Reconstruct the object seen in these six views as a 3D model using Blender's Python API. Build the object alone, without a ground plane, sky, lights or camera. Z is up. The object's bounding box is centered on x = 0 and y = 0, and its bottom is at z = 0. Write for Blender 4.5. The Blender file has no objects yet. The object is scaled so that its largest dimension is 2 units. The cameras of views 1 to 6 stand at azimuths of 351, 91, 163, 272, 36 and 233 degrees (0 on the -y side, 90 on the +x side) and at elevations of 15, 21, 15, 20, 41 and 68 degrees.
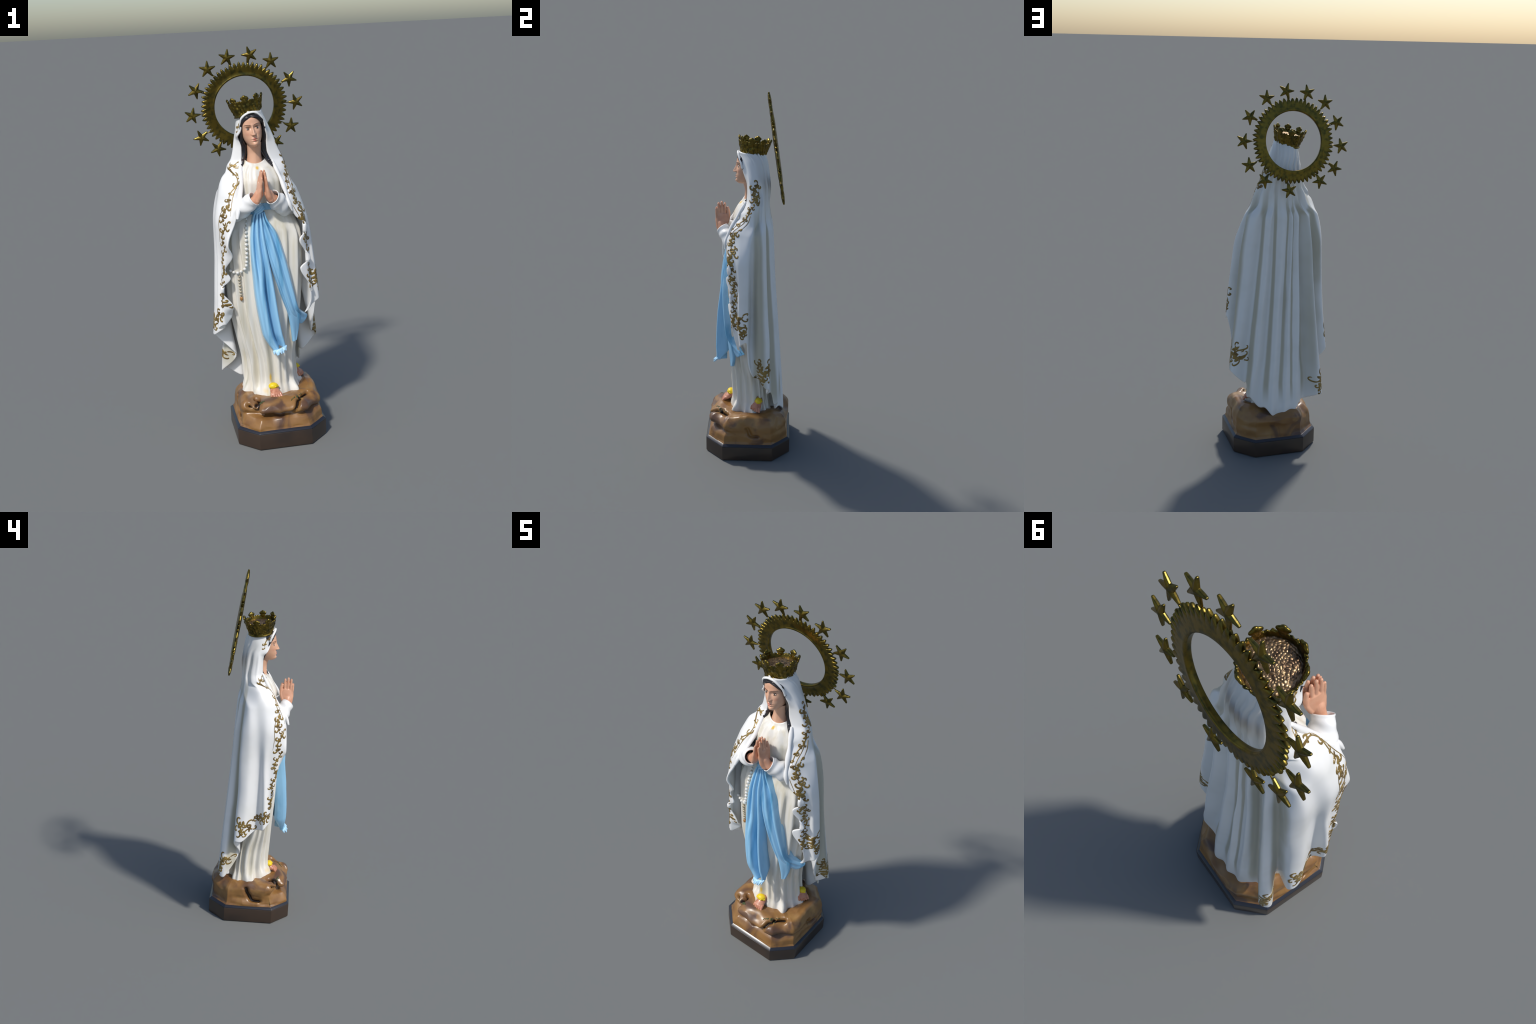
import bpy, bmesh, math, random
import numpy as np
from mathutils import Vector, Matrix, noise

random.seed(7)
R = np.radians
scene_root = bpy.context.scene.collection

# ------------------------------------------------------------------ helpers
def pchip(xs, ys, x):
    """monotone cubic interpolation, xs ascending; ys may be 2-D"""
    xs = np.asarray(xs, float); ys = np.asarray(ys, float); x = np.asarray(x, float)
    if ys.ndim == 2:
        return np.stack([pchip(xs, ys[:, i], x) for i in range(ys.shape[1])], -1)
    if len(xs) == 1:
        return np.full(x.shape, ys[0])
    h = np.diff(xs); d = np.diff(ys) / h
    m = np.zeros(len(xs)); m[0] = d[0]; m[-1] = d[-1]
    for i in range(1, len(xs) - 1):
        if d[i-1] * d[i] > 0:
            w1 = 2*h[i] + h[i-1]; w2 = h[i] + 2*h[i-1]
            m[i] = (w1 + w2) / (w1/d[i-1] + w2/d[i])
    xc = np.clip(x, xs[0], xs[-1])
    k = np.clip(np.searchsorted(xs, xc, side='right') - 1, 0, len(xs) - 2)
    t = (xc - xs[k]) / h[k]
    return ((2*t**3 - 3*t**2 + 1) * ys[k] + (t**3 - 2*t**2 + t) * h[k] * m[k]
            + (-2*t**3 + 3*t**2) * ys[k+1] + (t**3 - t**2) * h[k] * m[k+1])

def sp(table, x):
    """pchip on a [(x, y...), ...] table in any order"""
    t = np.array(sorted(table), float)
    return pchip(t[:, 0], t[:, 1] if t.shape[1] == 2 else t[:, 1:], x)

def catmull(P, per, closed=False):
    """centripetal-like Catmull-Rom through rows of P (n,...) -> dense samples"""
    P = np.asarray(P, float); n = len(P); out = []
    spans = n if closed else n - 1
    for i in range(spans):
        if closed:
            a, b, c, d = P[(i-1) % n], P[i], P[(i+1) % n], P[(i+2) % n]
        else:
            b, c = P[i], P[i+1]
            a = P[i-1] if i else 2*b - c
            d = P[i+2] if i+2 < n else 2*c - b
        for j in range(per):
            t = j / per
            out.append(0.5*((2*b) + (c-a)*t + (2*a-5*b+4*c-d)*t*t + (3*b-a-3*c+d)*t**3))
    if not closed:
        out.append(P[-1])
    return np.array(out)

def gauss(x, s):
    return np.exp(-(x/s)**2)

def smooth01(x):
    x = np.clip(x, 0, 1); return x*x*(3-2*x)

def new_obj(name, verts, faces, mat=None, parent=None, smooth=True, angle=None):
    me = bpy.data.meshes.new(name)
    me.from_pydata([tuple(map(float, v)) for v in verts], [], [tuple(map(int, f)) for f in faces])
    me.update()
    ob = bpy.data.objects.new(name, me)
    scene_root.objects.link(ob)
    if mat: me.materials.append(mat)
    if smooth:
        me.polygons.foreach_set('use_smooth', [True]*len(me.polygons))
        if angle:
            me.set_sharp_from_angle(angle=R(angle))
    if parent: ob.parent = parent
    return ob

def fix_normals(ob):
    bm = bmesh.new(); bm.from_mesh(ob.data)
    bmesh.ops.recalc_face_normals(bm, faces=bm.faces)
    bm.to_mesh(ob.data); bm.free()

def apply_mods(ob):
    dg = bpy.context.evaluated_depsgraph_get()
    me = bpy.data.meshes.new_from_object(ob.evaluated_get(dg))
    old = ob.data; name = old.name
    ob.modifiers.clear(); ob.data = me
    bpy.data.meshes.remove(old); me.name = name

def grid_faces(n, m, cu=False, cv=False, off=0):
    """n rows, m columns; cu closes rows, cv closes columns"""
    F = []
    for i in range(n if cu else n-1):
        for j in range(m if cv else m-1):
            F.append((off+i*m+j, off+i*m+(j+1) % m, off+((i+1) % n)*m+(j+1) % m, off+((i+1) % n)*m+j))
    return F

def grid_obj(name, P, mat, parent=None, cu=False, cv=False, caps=False, **k):
    P = np.asarray(P); n, m = P.shape[:2]
    V = list(P.reshape(-1, 3)); F = grid_faces(n, m, cu, cv)
    if caps:
        for row in (0, n-1):
            c = len(V); V.append(P[row].mean(0))
            for j in range(m):
                F.append((row*m+j, row*m+(j+1) % m, c))
    ob = new_obj(name, V, F, mat, parent, **k)
    fix_normals(ob)
    return ob

def tube_grid(path, ra, rb=None, nseg=16, up=(0, 0, 1), round_caps=True):
    """cross-section grid of a tube along path; ra / rb half widths (side / up)"""
    path = np.asarray(path, float); n = len(path)
    ra = np.broadcast_to(np.asarray(ra, float), n); rb = ra if rb is None else np.broadcast_to(np.asarray(rb, float), n)
    T = np.gradient(path, axis=0); T /= np.linalg.norm(T, axis=1)[:, None] + 1e-12
    rows = []; side = None
    for i in range(n):
        u = np.array(up, float) if side is None else np.cross(side, T[i])
        s = np.cross(T[i], u)
        if np.linalg.norm(s) < 1e-5: s = np.cross(T[i], [1, 0, 0])
        s /= np.linalg.norm(s)
        side = -s if False else s
        u = np.cross(s, T[i])
        side = s
        a = np.linspace(0, 2*np.pi, nseg, endpoint=False)
        rows.append(path[i] + np.outer(np.cos(a)*ra[i], s) + np.outer(np.sin(a)*rb[i], u))
        side = np.cross(T[i], u); side /= np.linalg.norm(side)
    if round_caps:
        def cap(c, row, t, r):
            out = []
            for q in (0.35, 0.7, 0.9):
                out.append(c + (row-c)*math.sqrt(1-q*q) + t*r*q)
            return out
        st = cap(path[0], rows[0], -T[0], min(ra[0], rb[0]))[::-1]
        en = cap(path[-1], rows[-1], T[-1], min(ra[-1], rb[-1]))
        rows = st + rows + en
    return np.array(rows)

def merge_grids(name, grids, mat, parent=None, **k):
    V = []; F = []
    for P in grids:
        P = np.asarray(P); n, m = P.shape[:2]; off = len(V)
        V += list(P.reshape(-1, 3)); F += grid_faces(n, m, False, True, off)
        for row in (0, n-1):
            c = len(V); V.append(P[row].mean(0))
            for j in range(m): F.append((off+row*m+j, off+row*m+(j+1) % m, c))
    ob = new_obj(name, V, F, mat, parent, **k); fix_normals(ob)
    return ob

def ellipsoid_grid(c, r, rot=None, nu=18, nv=12):
    a = np.linspace(0, 2*np.pi, nu, endpoint=False); b = np.linspace(-np.pi/2+.02, np.pi/2-.02, nv)
    P = np.stack([np.outer(np.cos(b), np.cos(a)), np.outer(np.cos(b), np.sin(a)), np.outer(np.sin(b), np.ones(nu))], -1)*np.array(r)
    if rot is not None: P = P @ np.array(rot).T
    return P + np.array(c)

def voxel_union(ob, size, smooth_it=6):
    m = ob.modifiers.new('r', 'REMESH'); m.mode = 'VOXEL'; m.voxel_size = size; m.use_smooth_shade = True
    s = ob.modifiers.new('s', 'SMOOTH'); s.factor = .5; s.iterations = smooth_it
    apply_mods(ob)
    ob.data.polygons.foreach_set('use_smooth', [True]*len(ob.data.polygons))

# ------------------------------------------------------------------ materials
def mat_base(name, color, rough=.4, metal=0., coat=0., spec=.5, coat_rough=.15):
    m = bpy.data.materials.new(name); m.use_nodes = True
    nt = m.node_tree; b = nt.nodes['Principled BSDF']
    b.inputs['Base Color'].default_value = (*color, 1)
    b.inputs['Roughness'].default_value = rough
    b.inputs['Metallic'].default_value = metal
    b.inputs['Coat Weight'].default_value = coat
    b.inputs['Coat Roughness'].default_value = coat_rough
    b.inputs['Specular IOR Level'].default_value = spec
    return m, nt, b

def N(nt, kind, **kw):
    n = nt.nodes.new(kind)
    for k, v in kw.items():
        if k.startswith('in_'):
            n.inputs[int(k[3:]) if k[3:].isdigit() else k[3:].replace('_', ' ')].default_value = v
        else: setattr(n, k, v)
    return n

def noise_mix(nt, b, c1, c2, scale, lo=.35, hi=.65, detail=4, dist=0., prev=None, stretch=None):
    tc = N(nt, 'ShaderNodeTexCoord')
    nz = N(nt, 'ShaderNodeTexNoise', in_Scale=scale, in_Detail=detail, in_Distortion=dist)
    if stretch:
        mp = N(nt, 'ShaderNodeMapping'); mp.inputs['Scale'].default_value = stretch
        nt.links.new(tc.outputs['Object'], mp.inputs[0]); nt.links.new(mp.outputs[0], nz.inputs['Vector'])
    else:
        nt.links.new(tc.outputs['Object'], nz.inputs['Vector'])
    mr = N(nt, 'ShaderNodeMapRange', in_1=lo, in_2=hi); mr.interpolation_type = 'SMOOTHSTEP'
    nt.links.new(nz.outputs['Fac'], mr.inputs[0])
    mx = N(nt, 'ShaderNodeMix', data_type='RGBA')
    nt.links.new(mr.outputs[0], mx.inputs[0])
    if prev is None: mx.inputs[6].default_value = (*c1, 1)
    else: nt.links.new(prev, mx.inputs[6])
    mx.inputs[7].default_value = (*c2, 1)
    nt.links.new(mx.outputs[2], b.inputs['Base Color'])
    return mx.outputs[2], mr.outputs[0]

def bump(nt, b, scale, strength, dist=.002, detail=4, kind='ShaderNodeTexNoise'):
    tc = N(nt, 'ShaderNodeTexCoord'); nz = N(nt, kind); nz.inputs['Scale'].default_value = scale
    if kind == 'ShaderNodeTexNoise': nz.inputs['Detail'].default_value = detail
    nt.links.new(tc.outputs['Object'], nz.inputs['Vector'])
    bp = N(nt, 'ShaderNodeBump', in_Strength=strength, in_Distance=dist)
    nt.links.new(nz.outputs[0], bp.inputs['Height']); nt.links.new(bp.outputs[0], b.inputs['Normal'])

def blob_mask(nt, b, prev, blobs, color, soft=.5):
    """tint a colour inside object-space ellipsoids [(centre, radii)]"""
    tc = N(nt, 'ShaderNodeTexCoord')
    for c, r in blobs:
        mp = N(nt, 'ShaderNodeMapping'); mp.vector_type = 'POINT'
        mp.inputs['Scale'].default_value = tuple(1/q for q in r)
        mp.inputs['Location'].default_value = tuple(-a/q for a, q in zip(c, r))
        nt.links.new(tc.outputs['Object'], mp.inputs[0])
        ln = N(nt, 'ShaderNodeVectorMath', operation='LENGTH'); nt.links.new(mp.outputs[0], ln.inputs[0])
        mr = N(nt, 'ShaderNodeMapRange', in_1=1.0, in_2=soft); mr.interpolation_type = 'SMOOTHSTEP'
        nt.links.new(ln.outputs['Value'], mr.inputs[0])
        mx = N(nt, 'ShaderNodeMix', data_type='RGBA'); nt.links.new(mr.outputs[0], mx.inputs[0])
        nt.links.new(prev, mx.inputs[6]); mx.inputs[7].default_value = (*color, 1)
        prev = mx.outputs[2]
    nt.links.new(prev, b.inputs['Base Color'])
    return prev

PLEAT_TINT = [(10, 8, 10), (34, 36.5, 8), (59.5, 69.5, 8), (88, 112, 6), (110, 126, 3.5), (137, 143.5, 9), (157, 162.5, 6), (194, 191, 7)]
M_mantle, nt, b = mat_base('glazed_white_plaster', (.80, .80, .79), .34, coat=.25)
pv_mantle, _ = noise_mix(nt, b, (.86, .86, .85), (.82, .82, .80), 9, .45, .75)  # white raised towards the blown-out sunlit cloth
# darker khaki tint along the long pleats: (azimuth low, azimuth high, half width) about the cloak axis
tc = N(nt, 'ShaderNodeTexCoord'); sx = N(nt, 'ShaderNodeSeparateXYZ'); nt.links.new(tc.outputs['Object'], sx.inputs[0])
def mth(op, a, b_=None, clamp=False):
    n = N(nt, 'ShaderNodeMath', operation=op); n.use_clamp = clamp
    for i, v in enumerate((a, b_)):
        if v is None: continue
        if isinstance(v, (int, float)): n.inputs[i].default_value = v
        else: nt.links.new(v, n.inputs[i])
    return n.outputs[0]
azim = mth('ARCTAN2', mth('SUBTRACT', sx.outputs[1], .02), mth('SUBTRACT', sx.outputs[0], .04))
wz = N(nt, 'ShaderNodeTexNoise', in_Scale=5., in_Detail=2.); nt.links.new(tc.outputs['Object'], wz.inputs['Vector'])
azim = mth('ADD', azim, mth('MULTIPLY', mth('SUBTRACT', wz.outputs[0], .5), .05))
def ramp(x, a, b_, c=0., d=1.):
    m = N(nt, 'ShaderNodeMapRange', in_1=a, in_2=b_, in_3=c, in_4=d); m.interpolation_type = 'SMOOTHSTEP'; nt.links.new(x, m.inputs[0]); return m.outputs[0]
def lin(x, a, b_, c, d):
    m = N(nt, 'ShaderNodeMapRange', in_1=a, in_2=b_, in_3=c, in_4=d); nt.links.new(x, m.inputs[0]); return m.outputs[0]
pleat_tint = None
for lo, hi, wd in PLEAT_TINT:
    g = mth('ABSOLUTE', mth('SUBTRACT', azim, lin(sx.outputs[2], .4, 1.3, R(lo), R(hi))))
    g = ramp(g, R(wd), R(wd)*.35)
    pleat_tint = g if pleat_tint is None else mth('MAXIMUM', pleat_tint, g)
pleat_tint = mth('MULTIPLY', pleat_tint, mth('MULTIPLY', ramp(sx.outputs[2], 1.50, 1.30), ramp(sx.outputs[2], .26, .40)))
mxw = N(nt, 'ShaderNodeMix', data_type='RGBA'); nt.links.new(mth('MULTIPLY', pleat_tint, .9), mxw.inputs[0]); nt.links.new(pv_mantle, mxw.inputs[6]); mxw.inputs[7].default_value = (.50, .47, .365, 1)
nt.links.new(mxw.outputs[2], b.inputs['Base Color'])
M_dress, nt, b = mat_base('cream_plaster', (.74, .71, .62), .36, coat=.2)
pv, _ = noise_mix(nt, b, (.80, .77, .70), (.66, .61, .48), 13, .42, .74, stretch=(2.2, 2.2, .16))
blob_mask(nt, b, pv, [((-.016, -.125, .268), (.026, .05, .03)), ((.02, -.115, .335), (.010, .05, .034)), ((.012, -.06, 1.425), (.012, .03, .012))], (.85, .55, .09), .35)
M_sash, nt, b = mat_base('sky_blue_glaze', (.25, .52, .74), .33, coat=.3)
noise_mix(nt, b, (.31, .59, .83), (.12, .38, .62), 15, .44, .72, stretch=(2.4, 1.2, .14))
M_tassel, nt, b = mat_base('pale_blue_glaze', (.42, .68, .88), .3, coat=.4)
M_skin, nt, b = mat_base('painted_skin', (.62, .33, .21), .42, coat=.15)
skin_prev, _ = noise_mix(nt, b, (.74, .43, .285), (.70, .385, .245), 25, .4, .7)  # skin colour brightened and warmed to match the sunlit face
M_hand, nt, b = mat_base('painted_hand_skin', (.62, .31, .19), .42, coat=.15)
noise_mix(nt, b, (.70, .37, .235), (.64, .31, .19), 30, .4, .7)
M_foot, nt, b = mat_base('painted_foot_skin', (.52, .22, .13), .4, coat=.2)
noise_mix(nt, b, (.55, .24, .145), (.42, .15, .085), 60, .4, .7)
M_hair, nt, b = mat_base('black_hair_paint', (.012, .011, .014), .33, coat=.3)
noise_mix(nt, b, (.011, .010, .014), (.035, .018, .012), 30, .5, .8)
M_gold, nt, b = mat_base('aged_brass', (.30, .23, .05), .34, metal=1.)
pv, _ = noise_mix(nt, b, (.20, .142, .028), (.085, .075, .024), 45, .4, .68)
bump(nt, b, 160, .25, .001)
M_crackle, nt, b = mat_base('crackled_bronze', (.30, .2, .1), .35, metal=.85)
noise_mix(nt, b, (.33, .22, .12), (.12, .075, .045), 55, .4, .65)
M_paint, nt, b = mat_base('gold_brown_paint', (.25, .17, .05), .36, metal=.3)
noise_mix(nt, b, (.30, .20, .055), (.14, .085, .025), 26, .4, .7)
M_rock, nt, b = mat_base('varnished_brown_rock', (.24, .12, .04), .36, coat=.18, coat_rough=.22)
pv, _ = noise_mix(nt, b, (.27, .135, .04), (.17, .078, .026), 9, .42, .72, dist=.4)
pv_rock, _ = noise_mix(nt, b, None, (.33, .185, .06), 14, .5, .8, prev=pv)
pv_rock, _ = noise_mix(nt, b, None, (.11, .056, .032), 7.5, .50, .68, dist=.8, prev=pv_rock)
bump(nt, b, 22, .25, .004)
M_crev, nt, b = mat_base('dark_crevice_varnish', (.022, .012, .008), .2, coat=.6)
noise_mix(nt, b, (.018, .010, .007), (.07, .035, .018), 60, .5, .7)
M_plinth, nt, b = mat_base('dark_brown_plinth', (.042, .026, .017), .42, coat=.25)
noise_mix(nt, b, (.046, .028, .018), (.03, .02, .015), 6, .4, .7)
M_band, nt, b = mat_base('blue_black_band', (.016, .017, .024), .35, coat=.3)
M_yellow, nt, b = mat_base('yellow_rose_paint', (.80, .58, .012), .45)
M_pearl, nt, b = mat_base('pearl_bead', (.72, .71, .67), .22, coat=.6)
M_bone, nt, b = mat_base('bone_bead', (.42, .38, .28), .35, coat=.3)
noise_mix(nt, b, (.5, .46, .36), (.25, .2, .12), 70, .45, .65)
M_amber, nt, b = mat_base('amber_bead', (.36, .17, .045), .3, coat=.4)
M_eye, nt, b = mat_base('eye_white', (.52, .42, .35), .3, coat=.3)
M_iris, nt, b = mat_base('eye_dark', (.018, .012, .01), .15, coat=.6)
M_brow, nt, b = mat_base('brow_paint', (.17, .075, .042), .5)
M_moss, nt, b = mat_base('moss_green_paint', (.05, .075, .02), .5)

# ------------------------------------------------------------------ roots
root = bpy.data.objects.new('religious_statue', None); scene_root.objects.link(root)
root['label'] = 'Crowned praying woman statue in white mantle with star halo'
root['category'] = 'statue'

# ------------------------------------------------------------------ plinth
BX, BHX, BHY, CUT = .0625, .2345, .2355, .0975
def octagon(inset):
    hx, hy = BHX-inset, BHY-inset; c = CUT - inset*.586
    p = [(hx, hy-c), (hx-c, hy), (-hx+c, hy), (-hx, hy-c), (-hx, -hy+c), (-hx+c, -hy), (hx-c, -hy), (hx, -hy+c)]
    return [(BX+x, y) for x, y in p]
def oct_prism(name, prof, mat, parent):
    V = []; F = []
    for inset, z in prof:
        V += [(x, y, z) for x, y in octagon(inset)]
    n = len(prof)
    for i in range(n-1):
        for j in range(8):
            F.append((i*8+j, i*8+(j+1) % 8, (i+1)*8+(j+1) % 8, (i+1)*8+j))
    F.append(tuple(range(7, -1, -1))); F.append(tuple((n-1)*8+j for j in range(8)))
    ob = new_obj(name, V, F, mat, parent, smooth=False); fix_normals(ob)
    bv = ob.modifiers.new('b', 'BEVEL'); bv.width = .0022; bv.segments = 3; bv.limit_method = 'ANGLE'; bv.angle_limit = R(20)
    apply_mods(ob)
    ob.data.polygons.foreach_set('use_smooth', [True]*len(ob.data.polygons)); ob.data.set_sharp_from_angle(angle=R(35))
    return ob
plinth = oct_prism('plinth', [(0.002, 0), (0, .005), (0, .0845)], M_plinth, root)
oct_prism('plinth_rim', [(.001, .0848), (-.0005, .087), (.0015, .0895), (.014, .0985)], M_band, plinth)

# ------------------------------------------------------------------ rock
def oct_radius(th, inset):
    """distance from plinth centre to inset octagon edge in direction th"""
    c, s = abs(math.cos(th)), abs(math.sin(th)); hx, hy = BHX-inset, BHY-inset; cut = CUT-inset*.586
    r = 1e9
    if c > 1e-6: r = min(r, hx/c)
    if s > 1e-6: r = min(r, hy/s)
    return min(r, (hx+hy-cut)/(c+s))
# crevices: world polylines cut into the rock
crevs = [[(-.150, -.165, .205), (-.128, -.192, .190), (-.100, -.205, .178), (-.050, -.212, .170), (.0, -.213, .168), (.05, -.208, .172), (.105, -.203, .178)],
         [(-.105, -.203, .176), (-.098, -.198, .205), (-.094, -.160, .236), (-.090, -.130, .245)],
         [(.105, -.203, .178), (.128, -.192, .205), (.140, -.165, .228), (.165, -.14, .238), (.205, -.125, .24)],
         [(-.168, .02, .205), (-.17, .01, .17), (-.178, -.02, .135), (-.172, -.07, .13)],
         [(.285, .0, .19), (.292, .02, .15), (.29, .06, .145)]]
crev_d = [catmull(np.array(c), 14) for c in crevs]
crev_idx = []; crev_pos = []
def build_rock():
    NT, NS = 420, 140
    P = np.zeros((NS, NT, 3))
    for j in range(NT):
        th = 2*math.pi*j/NT
        cx, sy = math.cos(th), math.sin(th)
        front = smooth01((-sy-.2)/.6); back = smooth01((sy-.2)/.6); right = smooth01((cx-.2)/.6); left = smooth01((-cx-.2)/.6)
        r0 = oct_radius(th, .012)
        ztop = .236 + .030*right*(1-front*.8) + .003*front - .005*back
        rtop = r0*(1 - .115*front - .02*back - .08*right - .09*left)
        # side profile: foot, ledge, bulge, shoulder, top
        prof = [(r0, .094), (r0-.003-.004*front-.012*left*back, .118), (r0-.014*front-.006-.010*left, .142), ((rtop+r0-.008)*.5*(1-front)+(rtop*.985-.008)*front, .166), (rtop+.005+.009*front, .196), (rtop-.008, ztop-.018),
                (rtop-.03, ztop-.003), (rtop*.72, ztop+.001), (rtop*.4, .238), (0.0, .238)]
        dense = catmull(np.array(prof), 10)
        tt = np.linspace(0, len(dense)-1, NS)
        i0 = np.clip(tt.astype(int), 0, len(dense)-2); f = (tt-i0)[:, None]
        d = dense[i0]*(1-f) + dense[i0+1]*f
        P[:, j, 0] = BX + d[:, 0]*cx; P[:, j, 1] = d[:, 0]*sy; P[:, j, 2] = d[:, 1]
    P0 = P.copy()
    # surface normals
    dU = np.gradient(P, axis=0); dV = np.roll(P, -1, 1) - np.roll(P, 1, 1)
    Nn = np.cross(dV, dU); Nn /= np.linalg.norm(Nn, axis=2)[..., None] + 1e-9
    for i in range(NS):
        w = smooth01(np.array(i/12.0)) if i < 12 else 1.0
        for j in range(NT):
            p = Vector(P[i, j])
            a = noise.noise(p*8+Vector((3, 1, 7)))*.021 + noise.noise(p*24)*.0025
            # facet feel: billowed noise
            a += (.22-abs(noise.noise(p*9+Vector((9, 4, 2)))))*.014
            P[i, j] += Nn[i, j]*a*float(w)*(1.0 if P[i, j, 2] < .3 else .4)
    flat = P.reshape(-1, 3); nf = Nn.reshape(-1, 3)
    for k, c in enumerate(crev_d):
        idx = []
        for q in c:
            jj = int(round((math.atan2(q[1], q[0]-BX) % (2*math.pi))/(2*math.pi)*NT)) % NT
            col = P0[:, jj]; cost = np.abs(col[:, 2]-q[2]) + .35*np.abs(np.hypot(col[:, 0]-BX, col[:, 1])-math.hypot(q[0]-BX, q[1]))
            idx.append(int(np.argmin(cost))*NT+jj)
        crev_idx.append(idx); c = flat[idx].copy()
        for _ in range(3): c[1:-1] = (c[:-2]+c[1:-1]+c[2:])/3
        dmin = np.full(len(flat), 9.)
        for q in c:
            dmin = np.minimum(dmin, np.linalg.norm((flat-q)*np.array([1, .75, 1]), axis=1))
        depth = (.028, .028, .028, .020, .018)[k]
        flat -= nf*(depth*gauss(dmin, .0095))[:, None]
    crev_pos.extend([flat[ix].copy() for ix in crev_idx])
    P = flat.reshape(P.shape)
    # keep inside the plinth rim
    for j in range(NT):
        th = 2*math.pi*j/NT; lim = oct_radius(th, .008)
        rr = np.hypot(P[:, j, 0]-BX, P[:, j, 1]); s = np.minimum(1, lim/np.maximum(rr, 1e-6))
        P[:, j, 0] = BX + (P[:, j, 0]-BX)*s; P[:, j, 1] *= s
    V = list(P[:-1].reshape(-1, 3)); F = grid_faces(NS-1, NT, False, True)
    c = len(V); V.append(P[-1].mean(0))
    for j in range(NT): F.append(((NS-2)*NT+j, (NS-2)*NT+(j+1) % NT, c))
    ob = new_obj('rock', V, F, M_rock, root); fix_normals(ob)
    return ob
rock = build_rock()
from mathutils.bvhtree import BVHTree
def bvh_of(ob):
    bm = bmesh.new(); bm.from_mesh(ob.data); t = BVHTree.FromBMesh(bm); bm.free(); return t
rock_bvh = bvh_of(rock)
def snap(bvh, p, off=0.):
    q, n, i, d = bvh.find_nearest(Vector(p))
    return np.array(q + n*off)
nt = M_rock.node_tree; b = nt.nodes['Principled BSDF']
tc = N(nt, 'ShaderNodeTexCoord'); nz = N(nt, 'ShaderNodeTexNoise', in_Scale=45., in_Detail=3.); nt.links.new(tc.outputs['Object'], nz.inputs['Vector'])
acc = None
for c in crev_pos[:4]:
    path = np.array([snap(rock_bvh, p) for p in c]); path[1:-1] = (path[:-2]+path[1:-1]+path[2:])/3; L = np.r_[0, np.cumsum(np.linalg.norm(np.diff(path, axis=0), axis=1))]
    for q in np.arange(0, L[-1], .013):
        p = np.array([np.interp(q, L, path[:, k]) for k in range(3)])
        ds = N(nt, 'ShaderNodeVectorMath', operation='DISTANCE'); ds.inputs[1].default_value = p
        nt.links.new(tc.outputs['Object'], ds.inputs[0])
        if acc is None: acc = ds.outputs['Value']
        else:
            mn = N(nt, 'ShaderNodeMath', operation='MINIMUM'); nt.links.new(acc, mn.inputs[0]); nt.links.new(ds.outputs['Value'], mn.inputs[1]); acc = mn.outputs[0]
ad = N(nt, 'ShaderNodeMath', operation='MULTIPLY_ADD'); nt.links.new(nz.outputs[0], ad.inputs[0]); ad.inputs[1].default_value = .010; nt.links.new(acc, ad.inputs[2])
mr = N(nt, 'ShaderNodeMapRange', in_1=.0215, in_2=.0125); mr.interpolation_type = 'SMOOTHSTEP'; nt.links.new(ad.outputs[0], mr.inputs[0])
mx = N(nt, 'ShaderNodeMix', data_type='RGBA'); nt.links.new(mr.outputs[0], mx.inputs[0]); nt.links.new(pv_rock, mx.inputs[6]); mx.inputs[7].default_value = (.020, .011, .007, 1)
nt.links.new(mx.outputs[2], b.inputs['Base Color'])
gr = []
for (a, bq) in [((.105, -.18, .235), (.185, -.135, .245)), ((-.075, -.16, .24), (-.03, -.168, .24))]:
    for k in range(14):
        t = random.random(); p = np.array(a)*(1-t)+np.array(bq)*t + np.array([random.uniform(-.006, .006), random.uniform(-.006, .006), .0])
        q = snap(rock_bvh, p, .0008); gr.append(ellipsoid_grid(q, (.005*random.uniform(.5, 1.2), .0035, .0016), nu=8, nv=6))
o = merge_grids('moss', gr, M_moss, rock); o['kind'] = 'stuff'

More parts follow.
